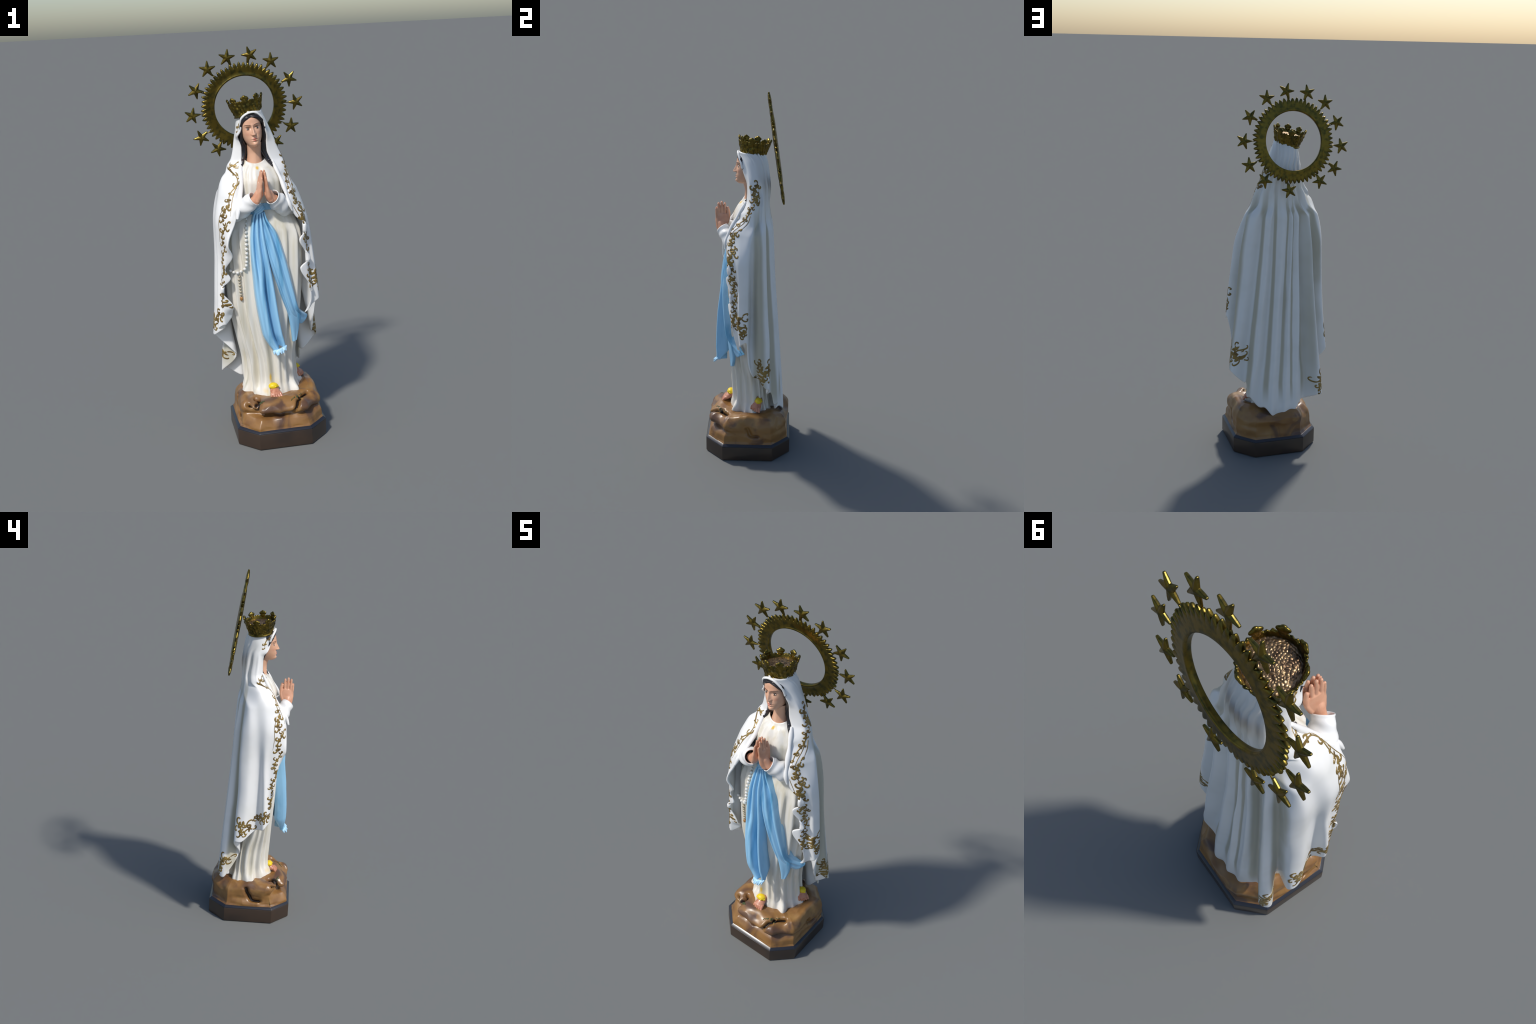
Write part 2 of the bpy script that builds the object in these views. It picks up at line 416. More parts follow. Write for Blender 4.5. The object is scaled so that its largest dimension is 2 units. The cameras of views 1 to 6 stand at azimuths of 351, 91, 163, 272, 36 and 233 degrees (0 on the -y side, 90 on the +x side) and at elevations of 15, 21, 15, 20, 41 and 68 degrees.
# ------------------------------------------------------------------ mantle (veil + cloak)
# vertical guide curves (z, x, y), ordered from the left front edge round the back to the right front edge
COL = {
 'edge_l': [(1.70, -.004, -.067), (1.685, -.036, -.062), (1.66, -.057, -.051), (1.612, -.063, -.045), (1.58, -.080, -.030), (1.56, -.070, -.016), (1.525, -.056, -.014), (1.46, -.058, -.016),
            (1.40, -.066, -.042), (1.34, -.072, -.074), (1.28, -.090, -.120), (1.255, -.108, -.155), (1.225, -.115, -.150), (1.195, -.122, -.160), (1.07, -.173, -.166), (1.009, -.148, -.147), (.937, -.183, -.119),
            (.894, -.160, -.123), (.835, -.207, -.103), (.737, -.151, -.102), (.687, -.152, -.066), (.642, -.195, -.092)],
 'band_l': [(1.38, -.088, -.064), (1.30, -.120, -.112), (1.20, -.152, -.150), (1.10, -.180, -.138), (1.0, -.187, -.125), (.90, -.197, -.112), (.80, -.203, -.102), (.70, -.200, -.096)],
 'groove_bl': [(1.38, -.117, -.052), (1.30, -.158, -.088), (1.15, -.198, -.100), (1.0, -.198, -.082), (.85, -.204, -.084), (.70, -.212, -.086)],
 'lobe_a': [(1.38, -.150, -.028), (1.30, -.186, -.046), (1.15, -.215, -.055), (1.0, -.214, -.052), (.85, -.222, -.058), (.70, -.230, -.062), (.55, -.232, -.060)],
 'groove_ab': [(1.38, -.160, .005), (1.30, -.190, .002), (1.15, -.214, -.012), (1.0, -.204, -.020), (.85, -.204, -.025), (.70, -.205, -.025), (.55, -.205, -.020)],
 'lobe_b': [(1.30, -.186, .045), (1.15, -.213, .040), (1.0, -.216, .035), (.85, -.225, .035), (.70, -.233, .040), (.55, -.242, .050)],
 'lobe_b_back': [(1.30, -.158, .070), (1.15, -.187, .083), (1.0, -.197, .085), (.85, -.205, .083), (.70, -.217, .090), (.53, -.236, .096)],
 'groove7': [(1.30, -.142, .078), (1.15, -.155, .082), (1.0, -.165, .085), (.85, -.168, .088), (.70, -.172, .090), (.55, -.162, .082), (.42, -.135, .070), (.30, -.13, .075)],
 'ridge7': [(1.30, -.112, .100), (1.15, -.130, .115), (1.0, -.138, .122), (.85, -.147, .132), (.70, -.158, .142), (.55, -.170, .150), (.40, -.184, .156), (.28, -.192, .160)],
 'groove6': [(1.30, -.080, .100), (1.15, -.087, .107), (1.0, -.092, .113), (.85, -.100, .122), (.70, -.102, .132), (.55, -.098, .138), (.40, -.094, .140), (.25, -.090, .142)],
 'ridge6': [(1.30, -.050, .118), (1.15, -.055, .128), (1.0, -.058, .135), (.85, -.060, .147), (.70, -.060, .158), (.55, -.055, .168), (.40, -.050, .176), (.25, -.045, .182)],
 'groove5': [(1.30, -.032, .111), (1.15, -.030, .121), (1.0, -.027, .128), (.85, -.024, .140), (.70, -.022, .151), (.55, -.018, .163), (.40, -.015, .173), (.25, -.012, .181)],
 'ridge5': [(1.30, -.017, .120), (1.15, -.015, .130), (1.0, -.010, .138), (.85, .000, .150), (.70, .003, .162), (.55, .008, .174), (.40, .015, .186), (.25, .020, .195)],
 'groove4': [(1.30, -.002, .111), (1.15, .000, .119), (1.0, .006, .125), (.85, .021, .136), (.70, .027, .148), (.55, .035, .160), (.40, .047, .172), (.25, .055, .184)],
 'ridge4': [(1.30, .035, .122), (1.15, .040, .131), (1.0, .047, .139), (.85, .060, .151), (.70, .070, .163), (.55, .080, .175), (.40, .092, .188), (.25, .100, .198)],
 'groove3': [(1.30, .072, .107), (1.15, .080, .113), (1.0, .088, .118), (.85, .102, .126), (.70, .115, .136), (.55, .126, .147), (.40, .138, .158), (.25, .145, .165)],
 'ridge3': [(1.30, .105, .114), (1.15, .120, .121), (1.0, .132, .131), (.85, .150, .142), (.70, .168, .153), (.55, .182, .162), (.42, .208, .160), (.33, .224, .154)],
 'groove2': [(1.30, .138, .090), (1.15, .160, .095), (1.0, .178, .099), (.85, .196, .105), (.70, .215, .110), (.55, .228, .112), (.40, .235, .115)],
 'ridge2': [(1.30, .172, .086), (1.15, .204, .091), (1.0, .223, .096), (.85, .243, .104), (.70, .264, .115), (.55, .285, .117), (.42, .300, .120)],
 'panel': [(1.30, .208, .062), (1.15, .244, .058), (1.0, .260, .053), (.85, .272, .056), (.70, .286, .062), (.55, .306, .082), (.45, .317, .092)],
 'groove1': [(1.30, .217, .035), (1.15, .245, .026), (1.0, .246, .020), (.85, .246, .020), (.70, .268, .012), (.60, .288, .022), (.52, .290, .040)],
 'lobe_d_back': [(1.30, .218, .006), (1.15, .260, -.004), (1.0, .280, -.004), (.85, .294, -.004), (.72, .302, .000)],
 'lobe_d': [(1.30, .203, -.036), (1.15, .257, -.046), (1.0, .275, -.048), (.85, .290, -.050), (.72, .304, -.040)],
 'groove_br': [(1.30, .188, -.066), (1.15, .240, -.074), (1.0, .249, -.058), (.85, .259, -.060), (.74, .272, -.050), (.66, .262, -.042)],
 'band_r': [(1.30, .166, -.098), (1.15, .222, -.108), (1.05, .225, -.100), (1.0, .235, -.090), (.90, .238, -.092), (.80, .250, -.084), (.73, .262, -.066), (.65, .234, -.056)],
 'edge_r': [(1.70, -.004, -.067), (1.688, .024, -.064), (1.65, .056, -.049), (1.61, .063, -.042), (1.574, .071, -.030), (1.54, .068, -.020), (1.50, .070, -.018), (1.46, .085, -.020), (1.42, .100, -.036),
            (1.395, .112, -.056), (1.375, .118, -.058), (1.341, .131, -.090), (1.32, .136, -.090), (1.254, .148, -.126), (1.18, .182, -.120), (1.117, .240, -.088), (1.059, .198, -.122), (.955, .253, -.085), (.911, .198, -.111), (.805, .247, -.085), (.74, .256, -.074), (.64, .214, -.046)],
}
HEM = [.642, .646, .640, .618, .602, .545, .535, .415, .305, .272, .238, .215, .205, .205, .222, .258, .325, .395, .452, .478, .530, .726, .720, .695, .668, .650]
NAMES = list(COL); NC = len(NAMES)
# veil cross-sections above the chest: z, centre x, centre y, left, right, back, front half-extents
VEIL = [(1.70, .000, .005, .052, .054, .060, .072), (1.665, .000, .010, .066, .070, .073, .072), (1.62, .004, .012, .080, .085, .082, .065), (1.57, .010, .015, .095, .100, .086, .060),
        (1.51, .014, .018, .108, .116, .089, .055), (1.465, .018, .025, .124, .134, .079, .060), (1.43, .020, .027, .148, .146, .075, .078), (1.37, .022, .02, .176, .160, .088, .095)]
base13 = np.array([sp(COL[n], 1.30) for n in NAMES])
seg = np.r_[0, np.cumsum(np.linalg.norm(np.diff(base13, axis=0), axis=1))]; frac = seg/seg[-1]
DEEP = {'groove1': .020, 'groove2': .013, 'groove3': .011, 'groove4': .008, 'groove5': .010, 'groove6': .028, 'groove7': .018, 'groove_ab': .008, 'ridge6': .005}
for n, dp in DEEP.items():
    tb = []
    for z, x, y in COL[n]:
        v = np.array([x-.04, y+.0]); L = np.linalg.norm(v); k = dp*float(smooth01(np.array((1.42-z)/.25))*smooth01(np.array((z-.34)/.3)))
        tb.append((z, *(np.array([.04, .0]) + v*(L-k)/L)))
    COL[n] = tb
veil_pts = {n: [] for n in NAMES}
for z, cx, cy, al, ar, bb, bf in VEIL:
    eL = sp(COL['edge_l'], z); eR = sp(COL['edge_r'], z)
    aL = math.atan2(eL[1]-cy, eL[0]-cx); aR = math.atan2(eR[1]-cy, eR[0]-cx)
    a0 = aL % (2*math.pi); a1 = aR if aR < a0 else aR-2*math.pi
    if z > 1.69: a0, a1 = R(268), R(-88)
    # equal-arc fractions along the ellipse
    ang = np.linspace(a0, a1, 400)
    X = np.where(np.cos(ang) < 0, al, ar)*np.cos(ang); Y = np.where(np.sin(ang) < 0, bf, bb)*np.sin(ang)
    L = np.r_[0, np.cumsum(np.hypot(np.diff(X), np.diff(Y)))]; L /= L[-1]
    w = float(np.clip((1.52-z)/.15, 0, 1))           # fold spacing drifts to chest spacing lower down
    fr = frac*(.35+.65*w) + np.linspace(0, 1, NC)*(.65-.65*w)
    for k, n in enumerate(NAMES):
        if n.startswith('edge'): continue
        x = np.interp(fr[k], L, X); y = np.interp(fr[k], L, Y)
        if n.startswith('groove') and y > .03:
            s = 1-.045*np.clip((1.69-z)/.05, 0, 1)-.05*np.clip((1.58-z)/.12, 0, 1)
            x *= s; y *= s
        if z < 1.40 and max(q[0] for q in COL[n]) > 1.35: continue
        veil_pts[n].append((z, cx+x, cy+y))
for n in NAMES:
    if not n.startswith('edge'): COL[n] = COL[n] + veil_pts[n]

PER = 8
BROAD = ('groove1', 'groove2', 'groove3', 'groove6', 'groove4', 'ridge7', 'ridge3')
POS = []; HEM2 = []; k2 = 0          # position of every guide once the broad pleats get a flat floor
for n, h in zip(NAMES, HEM):
    if n in BROAD: POS.append(k2+.5); HEM2 += [h, h]; k2 += 2
    else: POS.append(k2); HEM2.append(h); k2 += 1
NC2 = k2
def mantle_point_grid(NR=260):
    S = (NC2-1)*PER+1
    hem = catmull(np.array(HEM2)[:, None], PER)[:, 0]
    tt = np.linspace(0, 1, NR)
    G = np.zeros((NR, S, 3)); G[..., 2] = 1.70 + np.outer(tt, hem-1.70)
    # evaluate guides on a dense z ladder, then sample each grid vertex
    zl = np.linspace(.15, 1.70, 600)
    base = np.stack([sp(COL[n], zl) for n in NAMES], 1)        # (600, NC, 2)
    cols = []
    for k, n in enumerate(NAMES):
        if n not in BROAD: cols.append(base[:, k]); continue
        if n == 'ridge7':      # rounded back-left lobe, wider towards its hem
            w = np.interp(zl, [.30, .45, 1.0, 1.3], [.024, .020, .009, .004])[:, None]*np.array([.6, .8])
            cols += [base[:, k]-w, base[:, k]+w+np.array([.004, 0])]; continue
        rad = base[:, k]-np.array([.04, .02]); rad /= np.linalg.norm(rad, axis=1)[:, None]
        for o in (-1, 1):
            v = base[:, k+o]-base[:, k]; v = v - rad*(v*rad).sum(1)[:, None]*.9
            cols.append(base[:, k]+v*.30)
    ladder = np.stack(cols, 1)
    dense = np.stack([catmull(row, PER) for row in ladder], 0)  # (600, S, 2)
    for q in range(S):
        for c in (0, 1):
            G[:, q, c] = np.interp(G[:, q, 2], zl, dense[:, q, c])
    return G
MG = mantle_point_grid()
def mantle_surf(s, z):
    """point on the mantle at guide coordinate s (0..NC-1) and height z"""
    S = MG.shape[1]; f = np.clip(np.interp(s, range(NC), POS)*PER, 0, S-1.001); j = int(f); w = f-j
    out = np.zeros(3)
    for jj, ww in ((j, 1-w), (j+1, w)):
        zz = MG[::-1, jj, 2]
        out += ww*np.array([np.interp(z, zz, MG[::-1, jj, 0]), np.interp(z, zz, MG[::-1, jj, 1]), z])
    return out

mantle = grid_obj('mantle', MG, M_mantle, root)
# make sure normals point outward, then give the cloth thickness inward
c = np.array([.03, 0, 1.0])
me = mantle.data
out = sum(1 if (Vector((p.center.x-.03, p.center.y, 0)).dot(p.normal)) > 0 else -1 for p in me.polygons)
if out < 0:
    bm = bmesh.new(); bm.from_mesh(me); bmesh.ops.reverse_faces(bm, faces=bm.faces); bm.to_mesh(me); bm.free()
sd = mantle.modifiers.new('t', 'SOLIDIFY'); sd.thickness = .009; sd.offset = -1
sm = mantle.modifiers.new('s', 'SMOOTH'); sm.factor = .5; sm.iterations = 3
apply_mods(mantle)
mantle.data.polygons.foreach_set('use_smooth', [True]*len(mantle.data.polygons))

# ------------------------------------------------------------------ dress
DRESS = [  # z, centre x, left, right, front y, back y, squareness, centre y
 (.215, .060, .165, .140, -.106, .135, 1.0, .045), (.245, .060, .160, .134, -.102, .130, 1.0, .045), (.30, .058, .152, .118, -.090, .120, .98, .045), (.40, .054, .152, .116, -.094, .110, .96, .04), (.55, .044, .168, .138, -.100, .09, .82, .015), (.75, .035, .193, .170, -.112, .06, .73, 0),
 (.95, .025, .190, .195, -.119, .06, .74, 0), (1.10, .015, .180, .203, -.109, .06, .66, 0), (1.155, .010, .158, .190, -.094, .06, .66, 0), (1.20, .010, .138, .168, -.080, .06, .74, 0), (1.27, .012, .115, .130, -.084, .06, .85, 0), (1.35, .014, .108, .125, -.092, .06, .85, 0), (1.40, .012, .098, .110, -.072, .06, .9, 0),
 (1.435, .011, .080, .084, -.056, .055, .95, 0), (1.452, .010, .062, .060, -.043, .05, 1., 0), (1.464, .009, .054, .052, -.035, .045, 1., 0)]
def dress_grid(NR=260, NTH=360):
    T = np.array(DRESS)
    zs = np.linspace(.215, 1.464, NR)
    d = pchip(T[:, 0], T[:, 1:], zs)
    th = np.linspace(0, 2*np.pi, NTH, endpoint=False)
    c, s = np.cos(th), np.sin(th)
    G = np.zeros((NR, NTH, 3))
    rng = np.random.RandomState(3)
    ph = rng.uniform(0, 6.28, 6)
    for i, z in enumerate(zs):
        cx, al, ar, yf, yb, e, yc = d[i]
        ex = np.sign(c)*np.abs(c)**e; ey = np.sign(s)*np.abs(s)**e
        x = np.where(c < 0, al, ar)*ex; y = np.where(s < 0, yc-yf, max(.03, yb-yc))*ey
        # skirt pleats
        k = smooth01((1.16-z)/.10); hem = smooth01((.34-z)/.12)
        pl = np.sin(19*th+ph[0]+1.1*np.sin(2*th+ph[1])+.9*(1-z))*.62 + np.sin(11*th+ph[3]+.7*z)*.5
        pl = np.sign(pl)*np.abs(pl)**.85
        pl = pl*(1-.75*hem) + hem*(np.sin(7*th+2.2+.8*np.sin(2*th))*.75 + np.sin(13*th+.6)*.4 + .55)
        amp = (.0115+.004*hem)*k
        # gathered bodice
        kb = smooth01((z-1.24)/.05)
        pl2 = np.sin(17*th+1.6*np.sin(3*th)+2*z)*.6 + np.sin(9*th+1.0-6*z)*.6
        kb = kb*float(smooth01(np.array((1.458-z)/.02)))
        r = 1 + (amp*pl + .0028*kb*pl2)/np.hypot(x, y)
        # big diagonal folds on the viewer's right towards the knee
        G[i, :, 0] = cx + x*r; G[i, :, 1] = yc + y*r; G[i, :, 2] = z
        # hem waves ride over the rock
        hz = (.014*np.sin(9*th+ph[3])+.008*np.sin(17*th+ph[0]))*hem*smooth01((.30-z)/.08)
        G[i, :, 2] += hz
        G[i, :, 2] -= .020*np.maximum(0, -s)**2*smooth01((z-1.39)/.07)
    return G
DG = dress_grid()
dress = grid_obj('dress', DG, M_dress, root, cv=True)
sd = dress.modifiers.new('t', 'SOLIDIFY'); sd.thickness = .004; sd.offset = -1
apply_mods(dress); dress.data.polygons.foreach_set('use_smooth', [True]*len(dress.data.polygons))
dress_bvh = bvh_of(dress)
def front_y(x, z, default=-.12):
    hit = dress_bvh.ray_cast(Vector((x, -1, z)), Vector((0, 1, 0)))
    return hit[0].y if hit[0] else default

# ------------------------------------------------------------------ sash
def strip(name, rows, mat, parent, folds, thick=.006, per=14, nr=140, back=0.):
    """rows: z, xl, yl, xr, yr ; a draped strip with lengthwise folds"""
    T = catmull(np.array(rows), 30); idx = np.linspace(0, len(T)-1, nr)
    T = np.stack([np.interp(idx, np.arange(len(T)), T[:, k]) for k in range(T.shape[1])], 1)
    m = 72; u = np.linspace(0, 1, m); G = np.zeros((nr, m, 3))
    for i, (z, xl, yl, zr, xr, yr) in enumerate(T):
        v = i/(nr-1)
        a = np.array([xl, yl, z]); bq = np.array([xr, yr, zr])
        base = a + np.outer(u, bq-a)
        n = np.cross(bq-a, [0, 0, 1.]); n /= np.linalg.norm(n)
        if n[1] > 0: n = -n
        h = folds(u, v) + .010*np.sin(np.pi*u)**.7 - .008*(u < .04) - .008*(u > .96)
        G[i] = base + np.outer(h, n)
    if back:   # both long edges turn back towards the skirt
        bk = np.array([0, back, 0])[None, None]*smooth01((1-np.linspace(0, 1, nr))/.3)[:, None, None]
        G = np.concatenate([G[:, :1]+bk, G[:, :1]+bk*.5, G, G[:, -1:]+bk*.5, G[:, -1:]+bk], 1)
    ob = grid_obj(name, G, mat, parent)
    s = ob.modifiers.new('t', 'SOLIDIFY'); s.thickness = thick; s.offset = 0
    w = ob.modifiers.new('s', 'SMOOTH'); w.factor = .5; w.iterations = 3
    apply_mods(ob); ob.data.polygons.foreach_set('use_smooth', [True]*len(ob.data.polygons))
    return ob
def folds_l(u, v):
    g = smooth01((v-.30)/.2)
    return .0110*np.cos(2*np.pi*(u*2.5-.2))*(1-.6*g) - .044*g*gauss(u-.60, .16) + .010*g*gauss(u-.32, .12) + .012*g*gauss(u-.92, .12)
def folds_r(u, v):
    e = smooth01((1.02-v)/.3)
    return e*(.0100*np.cos(2*np.pi*(u*2.4+.1))*(1-.3*v) + .002*np.cos(2*np.pi*(u*5+.3))*(1-v) - .008*gauss(u-.38, .12)*smooth01((v-.25)/.2))
sash = strip('sash', [(1.215, -.022, -.100, 1.215, .008, -.102), (1.17, -.036, -.106, 1.17, .012, -.110), (1.09, -.049, -.122, 1.09, .018, -.128), (1.00, -.052, -.136, 1.0, .030, -.138), (.90, -.048, -.152, .90, .042, -.146),
              (.80, -.043, -.166, .80, .052, -.155), (.70, -.032, -.175, .69, .063, -.161), (.62, -.020, -.177, .60, .076, -.163), (.585, -.012, -.174, .57, .083, -.161), (.545, .008, -.168, .545, .088, -.160), (.510, .030, -.165, .525, .091, -.162)], M_sash, root, folds_l, back=.055)
strip('sash_tail', [(1.215, .004, -.101, 1.215, .028, -.100), (1.17, .006, -.108, 1.17, .044, -.104), (1.10, .012, -.124, 1.10, .089, -.110), (1.00, .030, -.138, 1.0, .118, -.119), (.93, .048, -.142, .93, .134, -.121),
              (.85, .070, -.139, .85, .150, -.117), (.77, .094, -.131, .77, .166, -.111), (.71, .114, -.122, .715, .178, -.102), (.665, .130, -.111, .685, .192, -.083), (.625, .160, -.090, .66, .214, -.054), (.598, .200, -.058, .635, .240, -.024)], M_sash, sash, folds_r, back=.03)
# inner blue lining that hangs behind the turned-up right tail
strip('sash_lining', [(.74, .112, -.117, .74, .170, -.104), (.66, .128, -.108, .66, .188, -.083), (.58, .140, -.099, .59, .180, -.074), (.518, .146, -.091, .524, .163, -.084)], M_sash, sash, lambda u, v: .003*np.cos(6*u))
# tassel at the end of the left tail
tg = []
for k in range(16):
    u = k/15; p = np.array([.030+.062*u, -.176-.010*math.sin(3.1*u), .508+.022*u])
    d = np.array([random.uniform(-.004, .006), random.uniform(-.014, -.004), random.uniform(-.022, -.008)])
    tg.append(tube_grid([p, p+d*.5, p+d], [.006, .0055, .003], nseg=8))
merge_grids('tassel', tg, M_tassel, sash)
# waist band and knot
def band_path(x0, x1, z0, z1, n=24):
    xs = np.linspace(x0, x1, n); zs = np.linspace(z0, z1, n)
    return np.array([(x, front_y(x, z)-.004, z) for x, z in zip(xs, zs)])
merge_grids('waist_band', [tube_grid(band_path(-.095, 0, 1.205, 1.225), .005, .016), tube_grid(band_path(0, .125, 1.235, 1.238), .005, .018)], M_sash, sash)
kg = [ellipsoid_grid((.002, -.108, 1.228), (.030, .018, .020), np.array(Matrix.Rotation(R(-38), 3, 'Y')), 24, 16)]
for q in (-.5, .0, .5):
    a = np.linspace(-.9, .9, 9)
    kg.append(tube_grid([(.002+.024*t+.010*q, -.123+.014*t*t, 1.228+.017*t-.016*q) for t in a], .006*np.cos(a*.9), nseg=8))
merge_grids('sash_knot', kg, M_sash, sash)

# ------------------------------------------------------------------ sleeves
def sleeve(name, pts, rads, side):
    pth = catmull(np.array(pts), 16); rr = catmull(np.array(rads)[:, None], 16)[:, 0]
    G = tube_grid(pth, rr, rr*1.02, 72, round_caps=False)
    n, m = G.shape[:2]; a = np.linspace(0, 2*np.pi, m, endpoint=False)
    for i in range(n):
        v = i/(n-1)
        f = (.0024*np.sin(v*26+2.6*np.sin(a+1)) + .0026*np.sin(v*14+3.4*np.cos(a+.5)))*smooth01((v)/.2)*smooth01((1.0-v)/.10)
        cc = G[i].mean(0); dirs = G[i]-cc; L = np.linalg.norm(dirs, axis=1)[:, None]
        G[i] = cc + dirs/L*(L+f[:, None])
    # rolled cuff: turn inward
    cc = G[-1].mean(0); t = pth[-1]-pth[-2]; t /= np.linalg.norm(t)
    ex = [cc+(G[-1]-cc)*1.03+t*.004, cc+(G[-1]-cc)*1.0+t*.0075, cc+(G[-1]-cc)*.92+t*.006, cc+(G[-1]-cc)*.86-t*.004, cc+(G[-1]-cc)*.80-t*.03]
    G = np.concatenate([G, np.array(ex)])
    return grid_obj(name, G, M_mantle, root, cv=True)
sleeve('sleeve', [(-.135, .0, 1.20), (-.112, -.062, 1.214), (-.078, -.115, 1.246), (-.030, -.153, 1.290)], [.040, .045, .0445, .0350], -1)
sleeve('sleeve', [(.165, .01, 1.205), (.142, -.054, 1.220), (.106, -.102, 1.250), (.066, -.141, 1.290)], [.042, .047, .0445, .0360], 1)

# ------------------------------------------------------------------ hands
def hand(sign):
    """one of two hands pressed together; sign -1 = viewer's left"""
    mid = .020
    def X(z, extra=0): return mid + sign*(float(np.interp(z, [1.28, 1.30, 1.34, 1.38, 1.433], [.033, .025, .0170, .0112, .0060])) + extra)
    def P(y, z, e=0): return np.array([X(z, e), y, z])
    g = []
    # palm
    pal = [(-.158, 1.282, .018, .015), (-.156, 1.300, .027, .0165), (-.151, 1.322, .035, .0150), (-.149, 1.345, .036, .0120), (-.150, 1.362, .031, .0098)]
    pth = [P(y, z) for y, z, a, bq in pal]
    g.append(tube_grid(catmull(np.array(pth), 8), catmull(np.array([[q[3]] for q in pal]), 8)[:, 0], catmull(np.array([[q[2]] for q in pal]), 8)[:, 0], 28, up=(0, 1, 0)))
    wr = np.array([-.040, -.143, 1.276]) if sign < 0 else np.array([.078, -.132, 1.278])
    g.append(tube_grid(catmull(np.array([wr, (wr+P(-.156, 1.300))/2+np.array([0, 0, -.004]), P(-.154, 1.315)]), 8), [.021]*17, [.022]*17, 20))
    for (y0, z0, y1, z1, r) in [(-.177, 1.340, -.1815, 1.398, .0070), (-.166, 1.352, -.170, 1.424, .0078), (-.151, 1.356, -.1535, 1.431, .0082), (-.136, 1.352, -.1365, 1.424, .0080)]:
        zz = np.linspace(z0, z1-r*.8, 10); yy = np.linspace(y0, y1, 10)
        rr = r*np.interp(np.linspace(0, 1, 10), [0, .35, .5, .7, 1], [1, .93, 1.0, .92, .74])
        g.append(tube_grid([P(y, z, .0) for y, z in zip(yy, zz)], rr*.95, rr, 14, up=(0, 1, 0)))
    th = catmull(np.array([P(-.128, 1.312, .004), P(-.118, 1.340, .001), P(-.1165, 1.366, .001), P(-.121, 1.392, .0)]), 6)
    g.append(tube_grid(th, np.linspace(.0105, .0068, len(th)), None, 14))
    ob = merge_grids('hand', g, M_hand, root)
    voxel_union(ob, .0017, 5)
    return ob
hand(-1); hand(1)

# ------------------------------------------------------------------ head, neck, hair
HT = Matrix.Translation((.008, 0, 1.532)) @ Matrix.Rotation(R(-7.5), 4, 'Y') @ Matrix.Translation((-.008, 0, -1.532))
HTn = np.array(HT)
def head_world(P):
    P = np.asarray(P, float); return P @ HTn[:3, :3].T + HTn[:3, 3]
CX = .008
def face_grid():
    # local z, half width, front y, back y
    prof = [(1.527, .010, -.052, -.02), (1.530, .020, -.063, .0), (1.5345, .0265, -.071, .02), (1.543, .0325, -.0765, .035), (1.555, .0385, -.0770, .045), (1.568, .0435, -.0775, .052), (1.585, .0480, -.0755, .056), (1.605, .0510, -.0735, .06),
            (1.620, .0520, -.0725, .062), (1.640, .0520, -.0745, .062), (1.658, .0505, -.0730, .06), (1.675, .046, -.067, .055), (1.690, .036, -.052, .045), (1.698, .015, -.02, .02)]
    T = np.array(prof); NR, NT = 260, 320
    zs = np.linspace(T[0, 0], T[-1, 0], NR); d = pchip(T[:, 0], T[:, 1:], zs)
    # denser sampling on the front
    th = np.linspace(0, 2*np.pi, NT, endpoint=False); th = -np.pi/2 + th - .55*np.sin(th)*1.0
    G = np.zeros((NR, NT, 3))
    for i, z in enumerate(zs):
        w, yf, yb = d[i]; yc = -.012
        e = np.interp(z, [1.53, 1.56, 1.62, 1.68], [1.0, .92, .86, .95])
        c, s = np.cos(th), np.sin(th)
        x = w*np.sign(c)*np.abs(c)**e
        y = yc + np.where(s < 0, (yc-yf), (yb-yc))*np.sign(s)*np.abs(s)**np.where(s < 0, 1.0, 1.0)
        fr = smooth01((-s)/.25)
        ax = np.abs(x)
        o = np.zeros(NT)
        # brow ridge and eye sockets
        o += .0022*gauss(z-1.6365, .0065)*gauss(ax-.022, .016)
        o -= .0075*gauss(z-1.6215, .0085)*gauss(ax-.0215, .0115)
        o -= .0035*gauss(z-1.624, .008)*gauss(ax-.0105, .005)
        # eyelid bulge, lid crease
        o += .0042*gauss(z-1.6185, .0058)*gauss(ax-.0225, .0095)
        o -= .0014*gauss(z-1.6262, .0018)*gauss(ax-.0225, .0095)
        # nose
        t = np.clip((1.634-z)/(1.634-1.5945), 0, 1)
        lower = smooth01((z-1.5845)/.0065)
        hgt = (.003 + .0165*t**1.15)*lower*smooth01((1.648-z)/.016)
        wd = .0048+.0032*t**1.5
        o += hgt*gauss(x, wd)
        o += .0050*gauss(z-1.5905, .0052)*gauss(ax-.0085, .0042)
        o -= .0022*gauss(z-1.5885, .005)*gauss(ax-.0142, .003)
        # philtrum, lips, chin
        o += .0040*gauss(z-1.5715, .0042)*gauss(x, .0125)
        o -= .0012*gauss(z-1.577, .004)*gauss(x, .003)
        o -= .0036*gauss(z-1.5672, .0016)*gauss(x, .0125)
        o += .0042*gauss(z-1.5620, .0036)*gauss(x, .0105)
        o -= .0022*gauss(z-1.5555, .0034)*gauss(x, .011)
        o += .0045*gauss(z-1.5435, .0080)*gauss(x, .0125)
        # cheeks
        o += .0020*gauss(z-1.598, .013)*gauss(ax-.030, .012)
        y = y - o*fr
        G[i, :, 0] = CX + x; G[i, :, 1] = y; G[i, :, 2] = z
    return G
FG = face_grid()
head = grid_obj('head', head_world(FG.reshape(-1, 3)).reshape(FG.shape), M_skin, root, cv=True, caps=True)
head_bvh = bvh_of(head)
def face_pt(x, z, off=0.):
    """point on the face at local x (from centre) and z"""
    a = head_world([(CX+x, -.3, z)])[0]
    hit = head_bvh.ray_cast(Vector(a), Vector((0, 1, 0)))
    return np.array(hit[0]) + np.array(hit[1])*off
